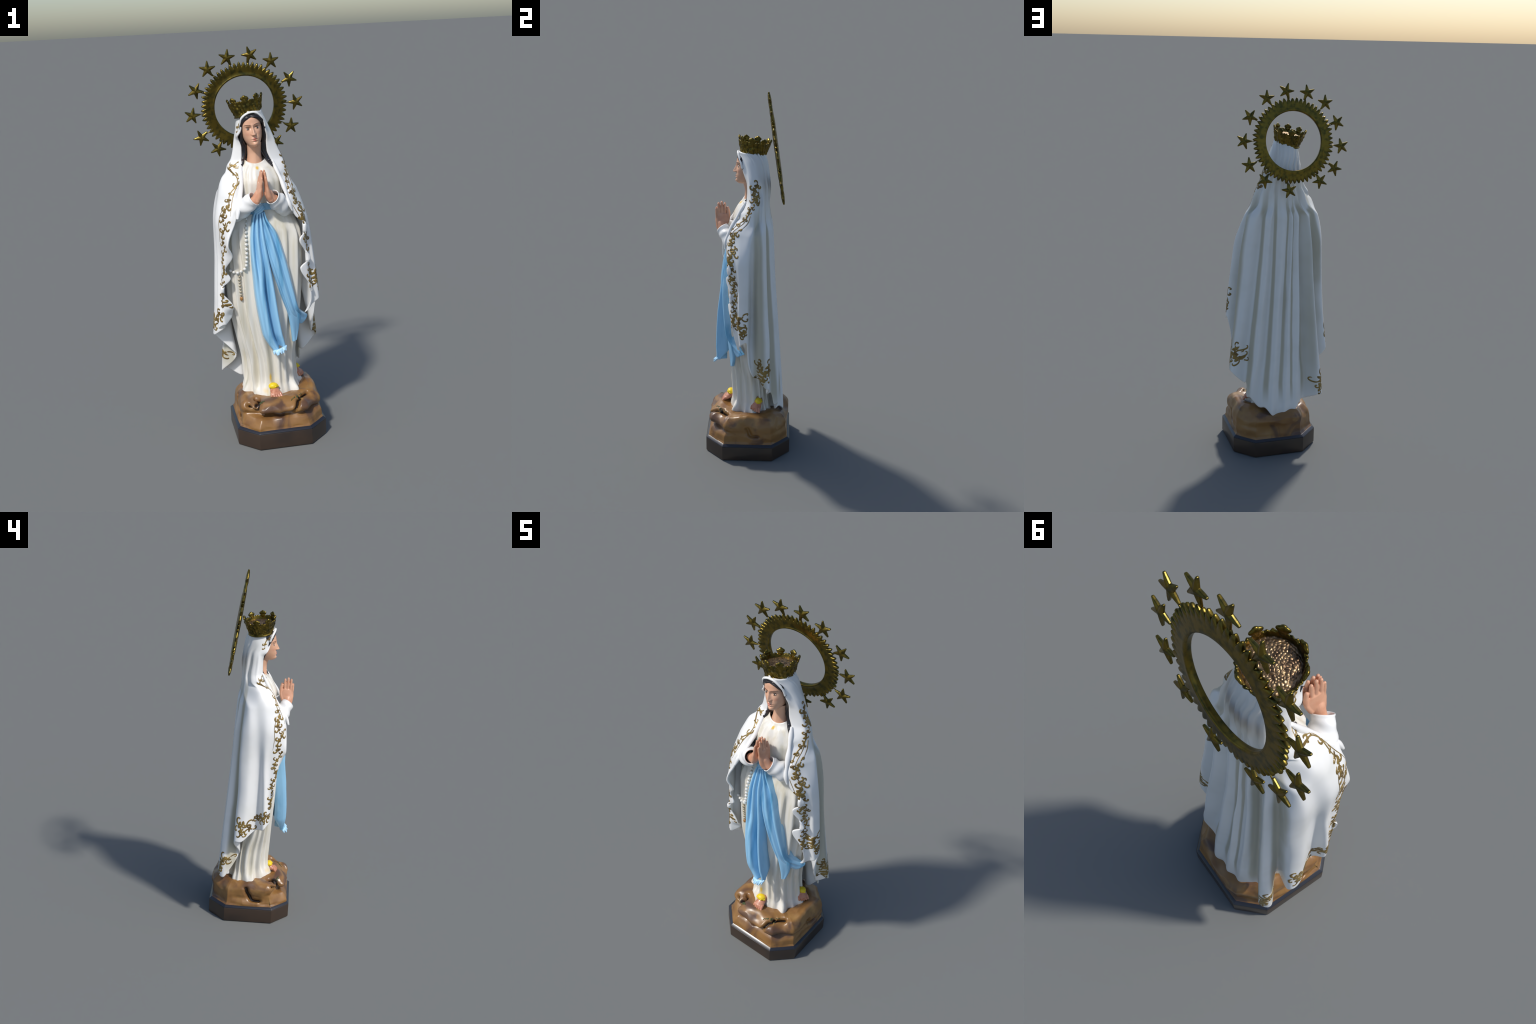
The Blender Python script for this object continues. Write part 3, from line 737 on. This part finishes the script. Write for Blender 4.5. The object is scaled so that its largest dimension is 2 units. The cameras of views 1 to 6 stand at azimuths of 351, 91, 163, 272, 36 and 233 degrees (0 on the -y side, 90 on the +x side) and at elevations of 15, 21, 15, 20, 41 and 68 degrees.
# lips, cheeks and lids tinted in the skin material
nt = M_skin.node_tree; b = nt.nodes['Principled BSDF']
lipc = [face_pt(0, 1.5712), face_pt(0, 1.5625)]
pv = skin_prev
pv = blob_mask(nt, b, pv, [(tuple(face_pt(s*.030, 1.595)), (.018, .03, .014)) for s in (-1, 1)], (.715, .36, .235), .1)
pv = blob_mask(nt, b, pv, [(tuple(face_pt(s*.0215, 1.6265)), (.0135, .02, .0055)) for s in (-1, 1)], (.36, .15, .085), .2)
pv = blob_mask(nt, b, pv, [(tuple(lipc[0]), (.0145, .02, .0036)), (tuple(lipc[1]), (.0120, .02, .0036))], (.50, .125, .095), .45)
pv = blob_mask(nt, b, pv, [(tuple(face_pt(0, 1.5670)), (.0135, .02, .0011))], (.22, .06, .045), .3)
pv = blob_mask(nt, b, pv, [(tuple(face_pt(s*.0055, 1.5865)), (.0034, .012, .0020)) for s in (-1, 1)], (.22, .075, .05), .3)
# eyes
for s in (-1, 1):
    cpt = face_pt(s*.0225, 1.6190)
    eye = merge_grids('eye', [ellipsoid_grid(cpt+np.array([0, .0022, 0]), (.0086, .0040, .0042), np.array(HT.to_3x3()), 24, 16)], M_eye, head)
    iris = merge_grids('iris', [ellipsoid_grid(cpt+np.array([.0006, -.0008, .0003]), (.0043, .0017, .0041), None, 18, 10)], M_iris, eye)
    # upper lash line and eyebrow follow the face
    lash = [face_pt(s*(.0135+.0175*t), 1.6195+.0052*math.sin(math.pi*(.12+.80*t))-.0008*t, .0006) for t in np.linspace(0, 1, 16)]
    merge_grids('eyelash', [tube_grid(lash, .0010*np.sin(np.linspace(.35, 2.8, 16)), nseg=8)], M_iris, head)
    brow = [face_pt(s*(.0095+.0285*t), 1.6345+.0062*math.sin(math.pi*(.18+.62*t)), .0003) for t in np.linspace(0, 1, 18)]
    merge_grids('eyebrow', [tube_grid(brow, np.maximum(.0027*np.sin(np.linspace(.4, 2.95, 18)), .0003), .0010, nseg=8)], M_brow, head)
    lo = [face_pt(s*(.0145+.0155*t), 1.6182-.0036*math.sin(math.pi*t), .0004) for t in np.linspace(0, 1, 14)]
    merge_grids('lower_lid', [tube_grid(lo, .0007, nseg=8)], M_brow, head)
# neck
nk = [(1.428, .052, .046, .008), (1.440, .046, .041, .008), (1.460, .0385, .038, .007), (1.49, .0345, .0365, .007), (1.52, .0345, .0375, .002), (1.545, .036, .040, -.002)]
T = np.array(nk); zs = np.linspace(1.428, 1.545, 40); d = pchip(T[:, 0], T[:, 1:], zs)
a = np.linspace(0, 2*np.pi, 64, endpoint=False)
G = np.stack([np.stack([.010+dd[0]*np.cos(a), dd[2]+dd[1]*np.sin(a)-.0012*gauss(np.cos(a), .15)*(np.sin(a) < 0), np.full(64, z)], -1) for z, dd in zip(zs, d)])
grid_obj('neck', G, M_skin, root, cv=True)
# hair: cap, side locks built from strands
hg = face_grid()
def hair_lock(pts, rads, flat, wav, seed, strands=7):
    rng = random.Random(seed); base = catmull(np.array(pts), 10); n = len(base)
    rr = catmull(np.array(rads)[:, None], 10)[:, 0]; out = []
    out.append(tube_grid(base, rr*.92, rr*flat*.92, 20))
    T = np.gradient(base, axis=0); T /= np.linalg.norm(T, axis=1)[:, None]
    for k in range(strands):
        ph = 2*math.pi*k/strands; u = np.linspace(0, 1, n)
        S = np.cross(T, [0, 1, 0]); S /= np.linalg.norm(S, axis=1)[:, None]; U = np.cross(S, T)
        ang = ph + wav*u*3.0 + .4*math.sin(k)
        path = base + S*(np.cos(ang)*rr*.72)[:, None] + U*(np.sin(ang)*rr*.72*flat)[:, None]
        path += S*(.0022*np.sin(u*30*wav+k))[:, None]*smooth01(u*2)[:, None]
        out.append(tube_grid(path, rr*.42*np.clip(1.25-u*.5, .3, 1), nseg=10))
    return out
locks = hair_lock([(-.010, -.063, 1.674), (-.030, -.060, 1.667), (-.047, -.051, 1.651), (-.0535, -.041, 1.630), (-.0550, -.032, 1.600), (-.050, -.010, 1.560), (-.044, .004, 1.52), (-.047, .0, 1.475), (-.060, -.030, 1.432)],
                  [.006, .0095, .0090, .0070, .0070, .011, .015, .014, .005], .9, .7, 1)
locks += hair_lock([(-.012, -.063, 1.676), (.010, -.062, 1.676), (.034, -.056, 1.668), (.051, -.045, 1.648), (.058, -.036, 1.618), (.059, -.018, 1.580), (.056, -.002, 1.540), (.057, .003, 1.500), (.071, -.008, 1.460), (.090, -.032, 1.430)],
                   [.006, .010, .011, .0085, .0075, .010, .015, .017, .014, .0065], .9, 1.0, 2)
# tufts at the ends
for (cx, cy, cz, r) in [(.078, -.022, 1.452, .0075), (.088, -.031, 1.440, .0070), (.094, -.037, 1.428, .0055), (-.055, -.016, 1.462, .0065), (-.061, -.030, 1.440, .0055)]:
    locks.append(ellipsoid_grid((cx, cy, cz), (r, r*.8, r*1.15), None, 14, 10))
locks.append(ellipsoid_grid((-.010, -.054, 1.679), (.036, .0135, .013), None, 20, 12))
hair = merge_grids('hair', locks, M_hair, root)
cap = face_grid(); cap = cap[int(.60*len(cap)):]
cc = np.array([CX, -.01, 1.62]); 
cap = cc + (cap-cc)*np.array([1.05, 1.02, 1.035])
cap[..., 1] = np.maximum(cap[..., 1], -.046)
grid_obj('scalp', head_world(cap.reshape(-1, 3)).reshape(cap.shape), M_hair, hair, cv=True, caps=True)

# ------------------------------------------------------------------ feet
def foot(tip, heel, name='foot', n_toes=5, w=.030):
    tip = np.array(tip); heel = np.array(heel); f = tip-heel; L = np.linalg.norm(f); f /= L
    s = np.cross(f, [0, 0, 1.]); s /= np.linalg.norm(s); u = np.cross(s, f); g = []
    g.append(tube_grid(catmull(np.array([heel+u*.006, heel+f*L*.35+u*.006, heel+f*L*.68+u*.001]), 8), np.linspace(w*.72, w*.95, 17), np.linspace(.024, .013, 17), 20))
    lens = [1.0, 1.0, .97, .92, .84]
    for k in range(n_toes):
        q = (k-(n_toes-1)/2)/((n_toes-1)/2)
        p0 = heel+f*L*.50+s*q*w*.68+u*.003; p1 = heel+f*(L*lens[k]-.006)+s*q*w*.86-u*.003
        g.append(tube_grid([p0, (p0+p1)/2+u*.006, p1], [.0068, .0072, .0058], nseg=12))
    ob = merge_grids(name, g, M_foot, root); voxel_union(ob, .0018, 3)
    return ob, f, s, u
for tip, heel, rs in [((.040, -.160, .247), (.032, -.085, .268), (.030, -.106, .290)), ((.222, .036, .272), (.158, .060, .308), (.180, .058, .318))]:
    ft, f, s, u = foot(tip, heel)
    g = [ellipsoid_grid(rs, (.025, .020, .017), None, 18, 12)]
    for k in range(14):
        aa = k*2.4; rr = .022*math.sqrt((k+.5)/14)
        g.append(ellipsoid_grid(np.array(rs)+np.array([rr*math.cos(aa), rr*math.sin(aa)*.8, .008-.010*(rr/.022)**2]), (.008, .007, .0045), np.array(Matrix.Rotation(aa, 3, 'Z')), 12, 8))
    merge_grids('rose', g, M_yellow, ft)

# ------------------------------------------------------------------ rosary
def bead_mesh(name, r, mat):
    P = ellipsoid_grid((0, 0, 0), (r, r, r*.92), None, 16, 12)
    V = list(P.reshape(-1, 3)); F = grid_faces(12, 16, False, True)
    for row in (0, 11):
        c = len(V); V.append(P[row].mean(0)); F += [(row*16+j, row*16+(j+1) % 16, c) for j in range(16)]
    ob = new_obj(name, V, F, mat); fix_normals(ob); return ob
ros = [(1.185, -.063), (1.162, -.066), (1.14, -.069), (1.12, -.071), (1.10, -.072), (1.081, -.073), (1.061, -.074), (1.039, -.075), (1.017, -.075), (.996, -.076), (.974, -.078), (.956, -.080), (.937, -.088), (.922, -.104), (.916, -.122), (.918, -.139), (.926, -.155)]
pts = [np.array([x, front_y(x, z)-.0085, z]) for z, x in ros]
for i in range(12): pts[i][1] = min(pts[i][1], -.100-.026*min(1, (1.15-pts[i][2])/.10) if pts[i][2] < 1.15 else -.100)
for i in range(12, 17): pts[i][1] = min(pts[i][1], -.112+.006*(i-12))
rosary = merge_grids('rosary', [tube_grid(catmull(np.array(pts), 4), .0016, nseg=8)], M_bone, root)
proto = bead_mesh('bead', .0088, M_pearl); proto.parent = rosary
first = True
for i, p in enumerate(pts):
    o = proto if first else proto.copy(); 
    if not first: scene_root.objects.link(o)
    first = False; o.location = p; o.parent = rosary
    k = .72 if i < 2 else 1.0; o.scale = (k*random.uniform(.94, 1.05), k, k*random.uniform(.94, 1.06))
pen = [(.895, -.112, .0085), (.878, -.114, .0095), (.862, -.113, .0075), (.846, -.112, .0090), (.829, -.111, .0075), (.813, -.110, .0085), (.796, -.109, .0075)]
pp = bead_mesh('pendant_bead', .0085, M_bone); first = True
for z, x, r in pen:
    o = pp if first else pp.copy()
    if not first: scene_root.objects.link(o)
    first = False; o.parent = rosary; o.location = (x, front_y(x, z)-.005, z); k = r/.0098; o.scale = (k*1.05, k, k*.9)
x, z = -.108, .776
merge_grids('amber_drop', [ellipsoid_grid((x, front_y(x, z)-.004, z), (.0085, .008, .0115), None, 16, 12)], M_amber, rosary)

# ------------------------------------------------------------------ crown
ca = np.array([-.15, .13, 1.0]); ca /= np.linalg.norm(ca)
cx_ = np.cross([0, 1, 0], ca); cx_ /= np.linalg.norm(cx_); cy_ = np.cross(ca, cx_)
CR = np.stack([cx_, cy_, ca], 1); CO = np.array([-.010, .009, 1.672])
def crown_w(P): return np.asarray(P) @ CR.T + CO
NT = 384; th = np.linspace(0, 2*np.pi, NT, endpoint=False); K0 = R(261)   # a crest faces the front
ph8 = np.cos(8*(th-K0))
rowsO = []; rowsI = []
for i, v in enumerate(np.linspace(0, 1, 40)):
    top = .070 + .004*np.maximum(0, ph8)**2 + .0035*np.abs(np.cos(8*(th-K0)))**.5 + .0016*np.cos(40*th)
    h = v*top
    r = .0645 + .0045*gauss(h-.004, .0045) - .0005*v + .0180*(h/.07)**1.2
    rel = np.where(v > .16, smooth01(np.array((v-.16)/.1)), 0)
    px = np.array([noise.noise(Vector((math.cos(t)*5.5, math.sin(t)*5.5, hh*75))) for t, hh in zip(th, h)])
    r_ = r + rel*(.0035*px + .0022*np.cos(8*(th-K0))*np.sin(np.pi*v) + .0016*np.cos(24*(th-K0)+6*v))
    rowsO.append(np.stack([r_*np.cos(th), r_*np.sin(th), h], -1))
    ri = r - .0065
    rowsI.append(np.stack([ri*np.cos(th), ri*np.sin(th), h], -1))
rim = rowsO[-1]*np.array([.965, .965, 1]) + np.array([0, 0, .0022])
G = np.concatenate([np.array(rowsO), rim[None], np.array(rowsI)[::-1]])
crown = grid_obj('crown', crown_w(G.reshape(-1, 3)).reshape(G.shape), M_gold, root, cv=True, cu=True)
for k in range(8):
    t = K0 + k*math.pi/4; lean = R(13)
    rot = np.array(Matrix.Rotation(t, 3, 'Z') @ Matrix.Rotation(lean, 3, 'Y'))
    rc = .0822; base = np.array([rc*math.cos(t), rc*math.sin(t), .086])
    g = [ellipsoid_grid(base-rot@np.array([0, 0, .0015]), (.0066, .0200, .0112), rot, 22, 14), ellipsoid_grid(base-rot@np.array([0, 0, .013]), (.0062, .0135, .0125), rot, 22, 14),
         ellipsoid_grid(base+rot@np.array([.001, 0, .003]), (.0066, .0105, .0105), rot, 14, 10)]
    ob = merge_grids('crest', [crown_w(q.reshape(-1, 3)).reshape(q.shape) for q in g], M_gold, crown)
    voxel_union(ob, .0014, 3)
# lumpy floor inside the crown
NRr, NTt = 70, 180; G = np.zeros((NRr, NTt, 3)); a = np.linspace(0, 2*np.pi, NTt, endpoint=False)
for i in range(NRr):
    r = .0755*i/(NRr-1)
    for j in range(NTt):
        x, y = r*math.cos(a[j]), r*math.sin(a[j])
        wv = noise.noise_vector(Vector((x*25, y*25, 1)))*.5
        d, _ = noise.voronoi(Vector((x*120+wv.x*1.5, y*120+wv.y*1.5, .3)))
        z = .055 + .008*math.cos(r/.0735*1.5) + .0017*float(smooth01(np.array(min(1, max(0, 2.4*(d[1]-d[0])))))) + .002*noise.noise(Vector((x*30, y*30, 2)))
        G[i, j] = (x, y, z)
grid_obj('crown_floor', crown_w(G.reshape(-1, 3)).reshape(G.shape), M_crackle, crown, cv=True)

# ------------------------------------------------------------------ halo with stars
HV = np.array([0, -.0870, .5750]); HV /= np.linalg.norm(HV); HX = np.array([1., .042, 0]); HX /= np.linalg.norm(HX); HV -= HX*(HX@HV); HV /= np.linalg.norm(HV); HN = np.cross(HX, HV)   # HN faces the front
HC = np.array([-.0075, .131, 1.715]) + HV*(-.005)
def halo_w(P): return HC + P[..., 0:1]*HX + P[..., 1:2]*HV + P[..., 2:3]*HN
NTEETH = 58; SUB = 16; NT = NTEETH*SUB; th = np.linspace(0, 2*np.pi, NT, endpoint=False)
q = (np.arange(NT) % SUB)/SUB; tooth = np.abs(2*q-1); tooth = smooth01(1-tooth)**.55
tl = 1+.10*np.array([math.sin(k*2.7)+math.sin(k*1.3) for k in range(NTEETH)])[np.arange(NT)//SUB]
ro = .199 + .0212*tooth*tl
ribs = .0012*(tooth-.5)
prof = lambda: [(np.full(NT, .1515), .006), (np.full(NT, .1535), .0105), (np.full(NT, .157), .0125), (np.full(NT, .1605), .0105), (np.full(NT, .163), .0085), (np.full(NT, .178), .0090), (np.full(NT, .190), .0095)]
rows = [np.stack([r*np.cos(th), r*np.sin(th), np.full(NT, z)*.93], -1) for r, z in prof()]
def outer(k, z, rib): 
    r = .190+(ro-.190)*k
    return np.stack([r*np.cos(th), r*np.sin(th), (z+rib)*.93], -1)
rows += [outer(.35, .0090, ribs*.8), outer(.7, .0078, ribs), outer(.93, .0050, ribs*.6), outer(1.0, .0, ribs*0), outer(.93, -.0050, -ribs*.6), outer(.7, -.0078, -ribs), outer(.35, -.0088, -ribs*.8)]
rows += [np.stack([r*np.cos(th), r*np.sin(th), np.full(NT, z)*.93], -1) for r, z in [(.190, -.0095), (.175, -.0100), (.163, -.0115), (.157, -.0125), (.1525, -.0105), (.1515, -.006)]]
G = np.array(rows)
hw = halo_w(G.reshape(-1, 3)).reshape(G.shape)
halo = grid_obj('halo', hw, M_gold, root, cv=True, cu=True)
def star_mesh():
    V = []; F = []
    ro_, ri_ = .0425, .0172
    def ring(s, zt, zi):
        idx = []
        for k in range(10):
            a = math.pi/2 + k*math.pi/5
            if k % 2 == 0:
                for da, rr in ((-.07, .965), (0, 1.0), (.07, .965)):
                    V.append((ro_*rr*s*math.cos(a+da), ro_*rr*s*math.sin(a+da), zt)); idx.append(len(V)-1)
            else:
                V.append((ri_*s*math.cos(a), ri_*s*math.sin(a), zi)); idx.append(len(V)-1)
        return idx
    a1 = ring(1, .0030, .0030); a2 = ring(1, -.0030, -.0030)
    n = len(a1)
    for i in range(n): F.append((a1[i], a1[(i+1) % n], a2[(i+1) % n], a2[i]))
    for idx, z, sg in ((a1, .0105, 1), (a2, -.0095, -1)):
        # ridge along each arm, valley between
        V.append((0, 0, z)); c = len(V)-1
        for k in range(5):
            am = math.pi/2+k*2*math.pi/5
            V.append((ro_*.55*math.cos(am), ro_*.55*math.sin(am), z*.78)); m1 = len(V)-1
            V.append((ro_*.9*math.cos(am), ro_*.9*math.sin(am), z*.52)); m2 = len(V)-1
            t0, t1, t2 = idx[k*4], idx[k*4+1], idx[k*4+2]; inn = idx[(k*4+3) % n]; inp = idx[(k*4-1) % n]
            F += [(c, inp, m1), (c, m1, inn), (m1, inp, t0, m2), (m1, m2, t2, inn), (m2, t0, t1), (m2, t1, t2)]
    ob = new_obj('star', V, F, M_gold, None, smooth=True); fix_normals(ob)
    s = ob.modifiers.new('b', 'BEVEL'); s.width = .0016; s.segments = 2; s.limit_method = 'ANGLE'; s.angle_limit = R(25)
    apply_mods(ob); ob.data.polygons.foreach_set('use_smooth', [True]*len(ob.data.polygons)); ob.data.set_sharp_from_angle(angle=R(28))
    return ob
STARS = [(.024, .247, 107), (.130, .2115, 92), (.2225, .119, 56), (.258, -.001, 109), (.2335, -.1225, 87), (.1545, -.2015, 51.5), (.023, -.257, 151), (-.1475, -.214, 135),
         (-.230, -.1505, 116.5), (-.2715, -.0365, 79), (-.250, .086, 64), (-.1875, .1875, 91), (-.090, .2385, 84)]
st = star_mesh(); first = True; HP = np.array([0, .131, 1.715])
Mh = Matrix(((HX[0], HV[0], HN[0]), (HX[1], HV[1], HN[1]), (HX[2], HV[2], HN[2])))
stems = []
for x, v, ang in STARS:
    o = st if first else st.copy()
    if not first: scene_root.objects.link(o)
    first = False
    p = HP + HX*x + HV*v
    o.matrix_world = Matrix.Translation(p) @ (Mh @ Matrix.Rotation(R(ang-90), 3, 'Z')).to_4x4()
    o.parent = halo
    c2 = HC; d = p-c2; L = np.linalg.norm(d); d /= L
    stems.append(tube_grid([c2+d*.205, c2+d*(L-.012)], .0022, nseg=8))
merge_grids('star_stem', stems, M_gold, halo)
bpy.context.view_layer.update()

# ------------------------------------------------------------------ rolled mantle edges on the chest
def rolled(pts, rads, bumps):
    p = catmull(np.array(pts), 12); r = catmull(np.array(rads)[:, None], 12)[:, 0]; u = np.linspace(0, 1, len(p))
    r = r*(1+.22*np.sin(u*bumps*2*np.pi))
    return tube_grid(p, r, r*.8, 20)
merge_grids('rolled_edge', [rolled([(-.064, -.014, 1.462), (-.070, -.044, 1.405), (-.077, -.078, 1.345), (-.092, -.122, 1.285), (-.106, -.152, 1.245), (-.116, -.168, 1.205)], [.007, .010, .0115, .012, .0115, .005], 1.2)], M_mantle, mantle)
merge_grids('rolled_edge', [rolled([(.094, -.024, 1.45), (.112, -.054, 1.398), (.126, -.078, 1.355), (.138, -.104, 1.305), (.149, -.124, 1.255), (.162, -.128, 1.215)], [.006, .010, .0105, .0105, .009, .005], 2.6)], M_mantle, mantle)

# ------------------------------------------------------------------ painted gold scrollwork on the mantle
mantle_bvh = bvh_of(mantle)
def on_mantle(s, z):
    p = mantle_surf(s, z); q, n, i, d = mantle_bvh.find_nearest(Vector(p))
    o = Vector((q.x-.03, q.y-.01, 0))
    if n.dot(o) < 0 and n.length > 0: pass
    return np.array(q), np.array(n)
def place(s0, z0, ab):
    """local metres (a round the cloth, b up) -> surface points and normals"""
    e = .15; L = np.linalg.norm(mantle_surf(s0+e, z0)-mantle_surf(s0-e, z0))/(2*e); L = max(L, .012)
    P = []; Q = []
    for a, b_ in ab:
        p, n = on_mantle(np.clip(s0+a/L, .12, NC-1.12), z0+b_); P.append(p); Q.append(n)
    return np.array(P), np.array(Q)
def ribbon(P, Nn, w, h=.0013):
    P = P.copy(); P[1:-1] = (P[:-2]+2*P[1:-1]+P[2:])/4
    T = np.gradient(P, axis=0); T /= np.linalg.norm(T, axis=1)[:, None]+1e-9
    S = np.cross(Nn, T); S /= np.linalg.norm(S, axis=1)[:, None]+1e-9
    w = np.asarray(w)[:, None]; lo = -.0012
    return np.stack([P-S*w+Nn*lo, P-S*w*.8+Nn*h*.7, P+Nn*h, P+S*w*.8+Nn*h*.7, P+S*w+Nn*lo, P+Nn*lo*1.5], 1)
def spiral(x, y, ang, size, turn, n=26, turns=.9):
    """curl that leaves (x, y) in direction ang and winds up with sign turn"""
    t = np.linspace(0, 1, n); k = turn*turns*2*np.pi
    head = ang + k*t**1.3; step = size*2.6/n*(1.15-t)
    return np.stack([x+np.cumsum(np.cos(head)*step), y+np.cumsum(np.sin(head)*step)], 1)
def leaf(x, y, ang, size, bend, n=12):
    t = np.linspace(0, 1, n); head = ang+bend*t
    return np.stack([x+np.cumsum(np.cos(head))*size/n, y+np.cumsum(np.sin(head))*size/n], 1)
def taper(n, w, a=.25): 
    t = np.linspace(0, 1, n); return w*np.clip(np.sin(np.pi*(a+(1-a)*t))**.6, .22, 1)
def branch(s0, z0, ang, length, seed, curl=.03, w=.0027, curve=.6, nodes=4):
    rng = random.Random(seed); g = []
    n = 30; t = np.linspace(0, 1, n); head = ang + curve*np.sin(t*2*np.pi*.8)
    st = np.stack([np.cumsum(np.cos(head))*length/n, np.cumsum(np.sin(head))*length/n], 1); st -= st[n//2]
    parts = [(st, w*1.1)]
    for k in range(nodes):
        i = int((k+.6)/(nodes+.2)*n); sg = 1 if k % 2 else -1; x, y = st[i]; hd = head[i]
        sz = curl*rng.uniform(.85, 1.25)
        parts.append((spiral(x, y, hd+sg*.7, sz, sg, turns=rng.uniform(.62, .95)), w*1.15))
        parts.append((leaf(x, y, hd-sg*.9, curl*rng.uniform(.5, .8), -sg*rng.uniform(.3, 1.1)), w*1.9))
        if rng.random() < .6: parts.append((leaf(x, y, hd+sg*1.7, curl*.6, sg*.8), w*1.7))
    parts.append((spiral(st[-1][0], st[-1][1], head[-1], curl, rng.choice((-1, 1))), w))
    parts.append((spiral(st[0][0], st[0][1], head[0]+np.pi, curl*.8, rng.choice((-1, 1))), w))
    for ab, ww in parts:
        P, Q = place(s0, z0, ab); g.append(ribbon(P, Q, taper(len(ab), ww)))
    return g
UP = math.pi/2
SPOTS = [  # guide, height, direction, length, curl, nodes
 (1.45, 1.33, -1.35, .13, .016, 4), (1.75, 1.225, -1.5, .10, .020, 4), (1.55, 1.12, -1.6, .12, .020, 4), (1.45, 1.00, -1.55, .13, .016, 5), (1.5, .885, -1.55, .12, .016, 5), (1.4, .785, -1.6, .10, .018, 4),
 (2.6, .700, -.25, .075, .022, 3), (4.9, .645, .25, .105, .030, 4), (3.5, .690, .1, .07, .022, 3), (5.3, .60, -1.9, .05, .018, 2), (7.9, .405, -.7, .075, .026, 4), (8.15, .350, -1.5, .05, .018, 3),
 (24.2, 1.36, -1.3, .11, .015, 4), (23.7, 1.27, -1.5, .11, .020, 5), (23.9, 1.185, -1.35, .10, .022, 5), (23.75, 1.10, -1.5, .09, .020, 4), (23.6, 1.02, -1.6, .10, .017, 5), (23.6, .93, -1.5, .09, .017, 4), (23.8, .845, -1.5, .09, .019, 4),
 (22.2, .850, -1.45, .09, .024, 4), (21.6, .800, -.8, .05, .020, 3), (18.9, .545, -1.1, .09, .026, 4), (18.2, .560, -2.0, .10, .026, 4), (19.3, .60, -1.2, .06, .020, 3),
 (22.4, 1.515, -1.45, .10, .019, 4), (21.6, 1.485, -1.2, .05, .014, 3), (1.2, 1.64, -1.45, .07, .010, 2), (23.3, 1.43, -1.2, .05, .012, 3), (1.2, 1.42, -1.3, .07, .012, 3)]
for k, (s0, z0, ang, ln, cu, nd) in enumerate(SPOTS):
    merge_grids('gold_scroll', branch(s0, z0, ang, ln, 40+k, cu*1.2, .0034 if cu < .018 else .0046, .55, nd), M_paint, mantle)
bpy.context.view_layer.update()
# thin border lines along the cloak's front edges
def border(points, w, n=70):
    T = np.array(sorted(points, key=lambda q: -q[1])); z = np.linspace(T[0, 1], T[-1, 1], n)
    sv = np.interp(-z, -T[:, 1], T[:, 0]); r = [on_mantle(a, c) for a, c in zip(sv, z)]
    return ribbon(np.array([q[0] for q in r]), np.array([q[1] for q in r]), taper(n, w))
merge_grids('gold_border', [border([(1.02, 1.45), (1.15, 1.36), (1.1, 1.28), (1.0, 1.215)], .0026), border([(1.85, 1.26), (2.1, 1.20), (2.0, 1.08)], .0020)], M_paint, mantle)
merge_grids('gold_border', [border([(23.6, 1.40), (23.7, 1.33), (23.6, 1.27)], .0022), border([(22.7, 1.40), (22.8, 1.33)], .0024, 30), border([(24.6, 1.24), (24.55, 1.19), (24.5, 1.14)], .0018, 40)], M_paint, mantle)
bpy.context.view_layer.update()
# soft hem of the veil arching over the forehead
vh = catmull(np.array([(-.060, -.044, 1.640), (-.058, -.051, 1.660), (-.049, -.058, 1.675), (-.035, -.064, 1.6865), (-.018, -.067, 1.6945), (.0, -.068, 1.697), (.015, -.067, 1.6945), (.028, -.064, 1.6865), (.044, -.057, 1.670), (.056, -.049, 1.650), (.062, -.043, 1.625)]), 8)
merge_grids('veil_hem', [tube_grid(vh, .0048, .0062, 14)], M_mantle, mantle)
bpy.context.view_layer.update()
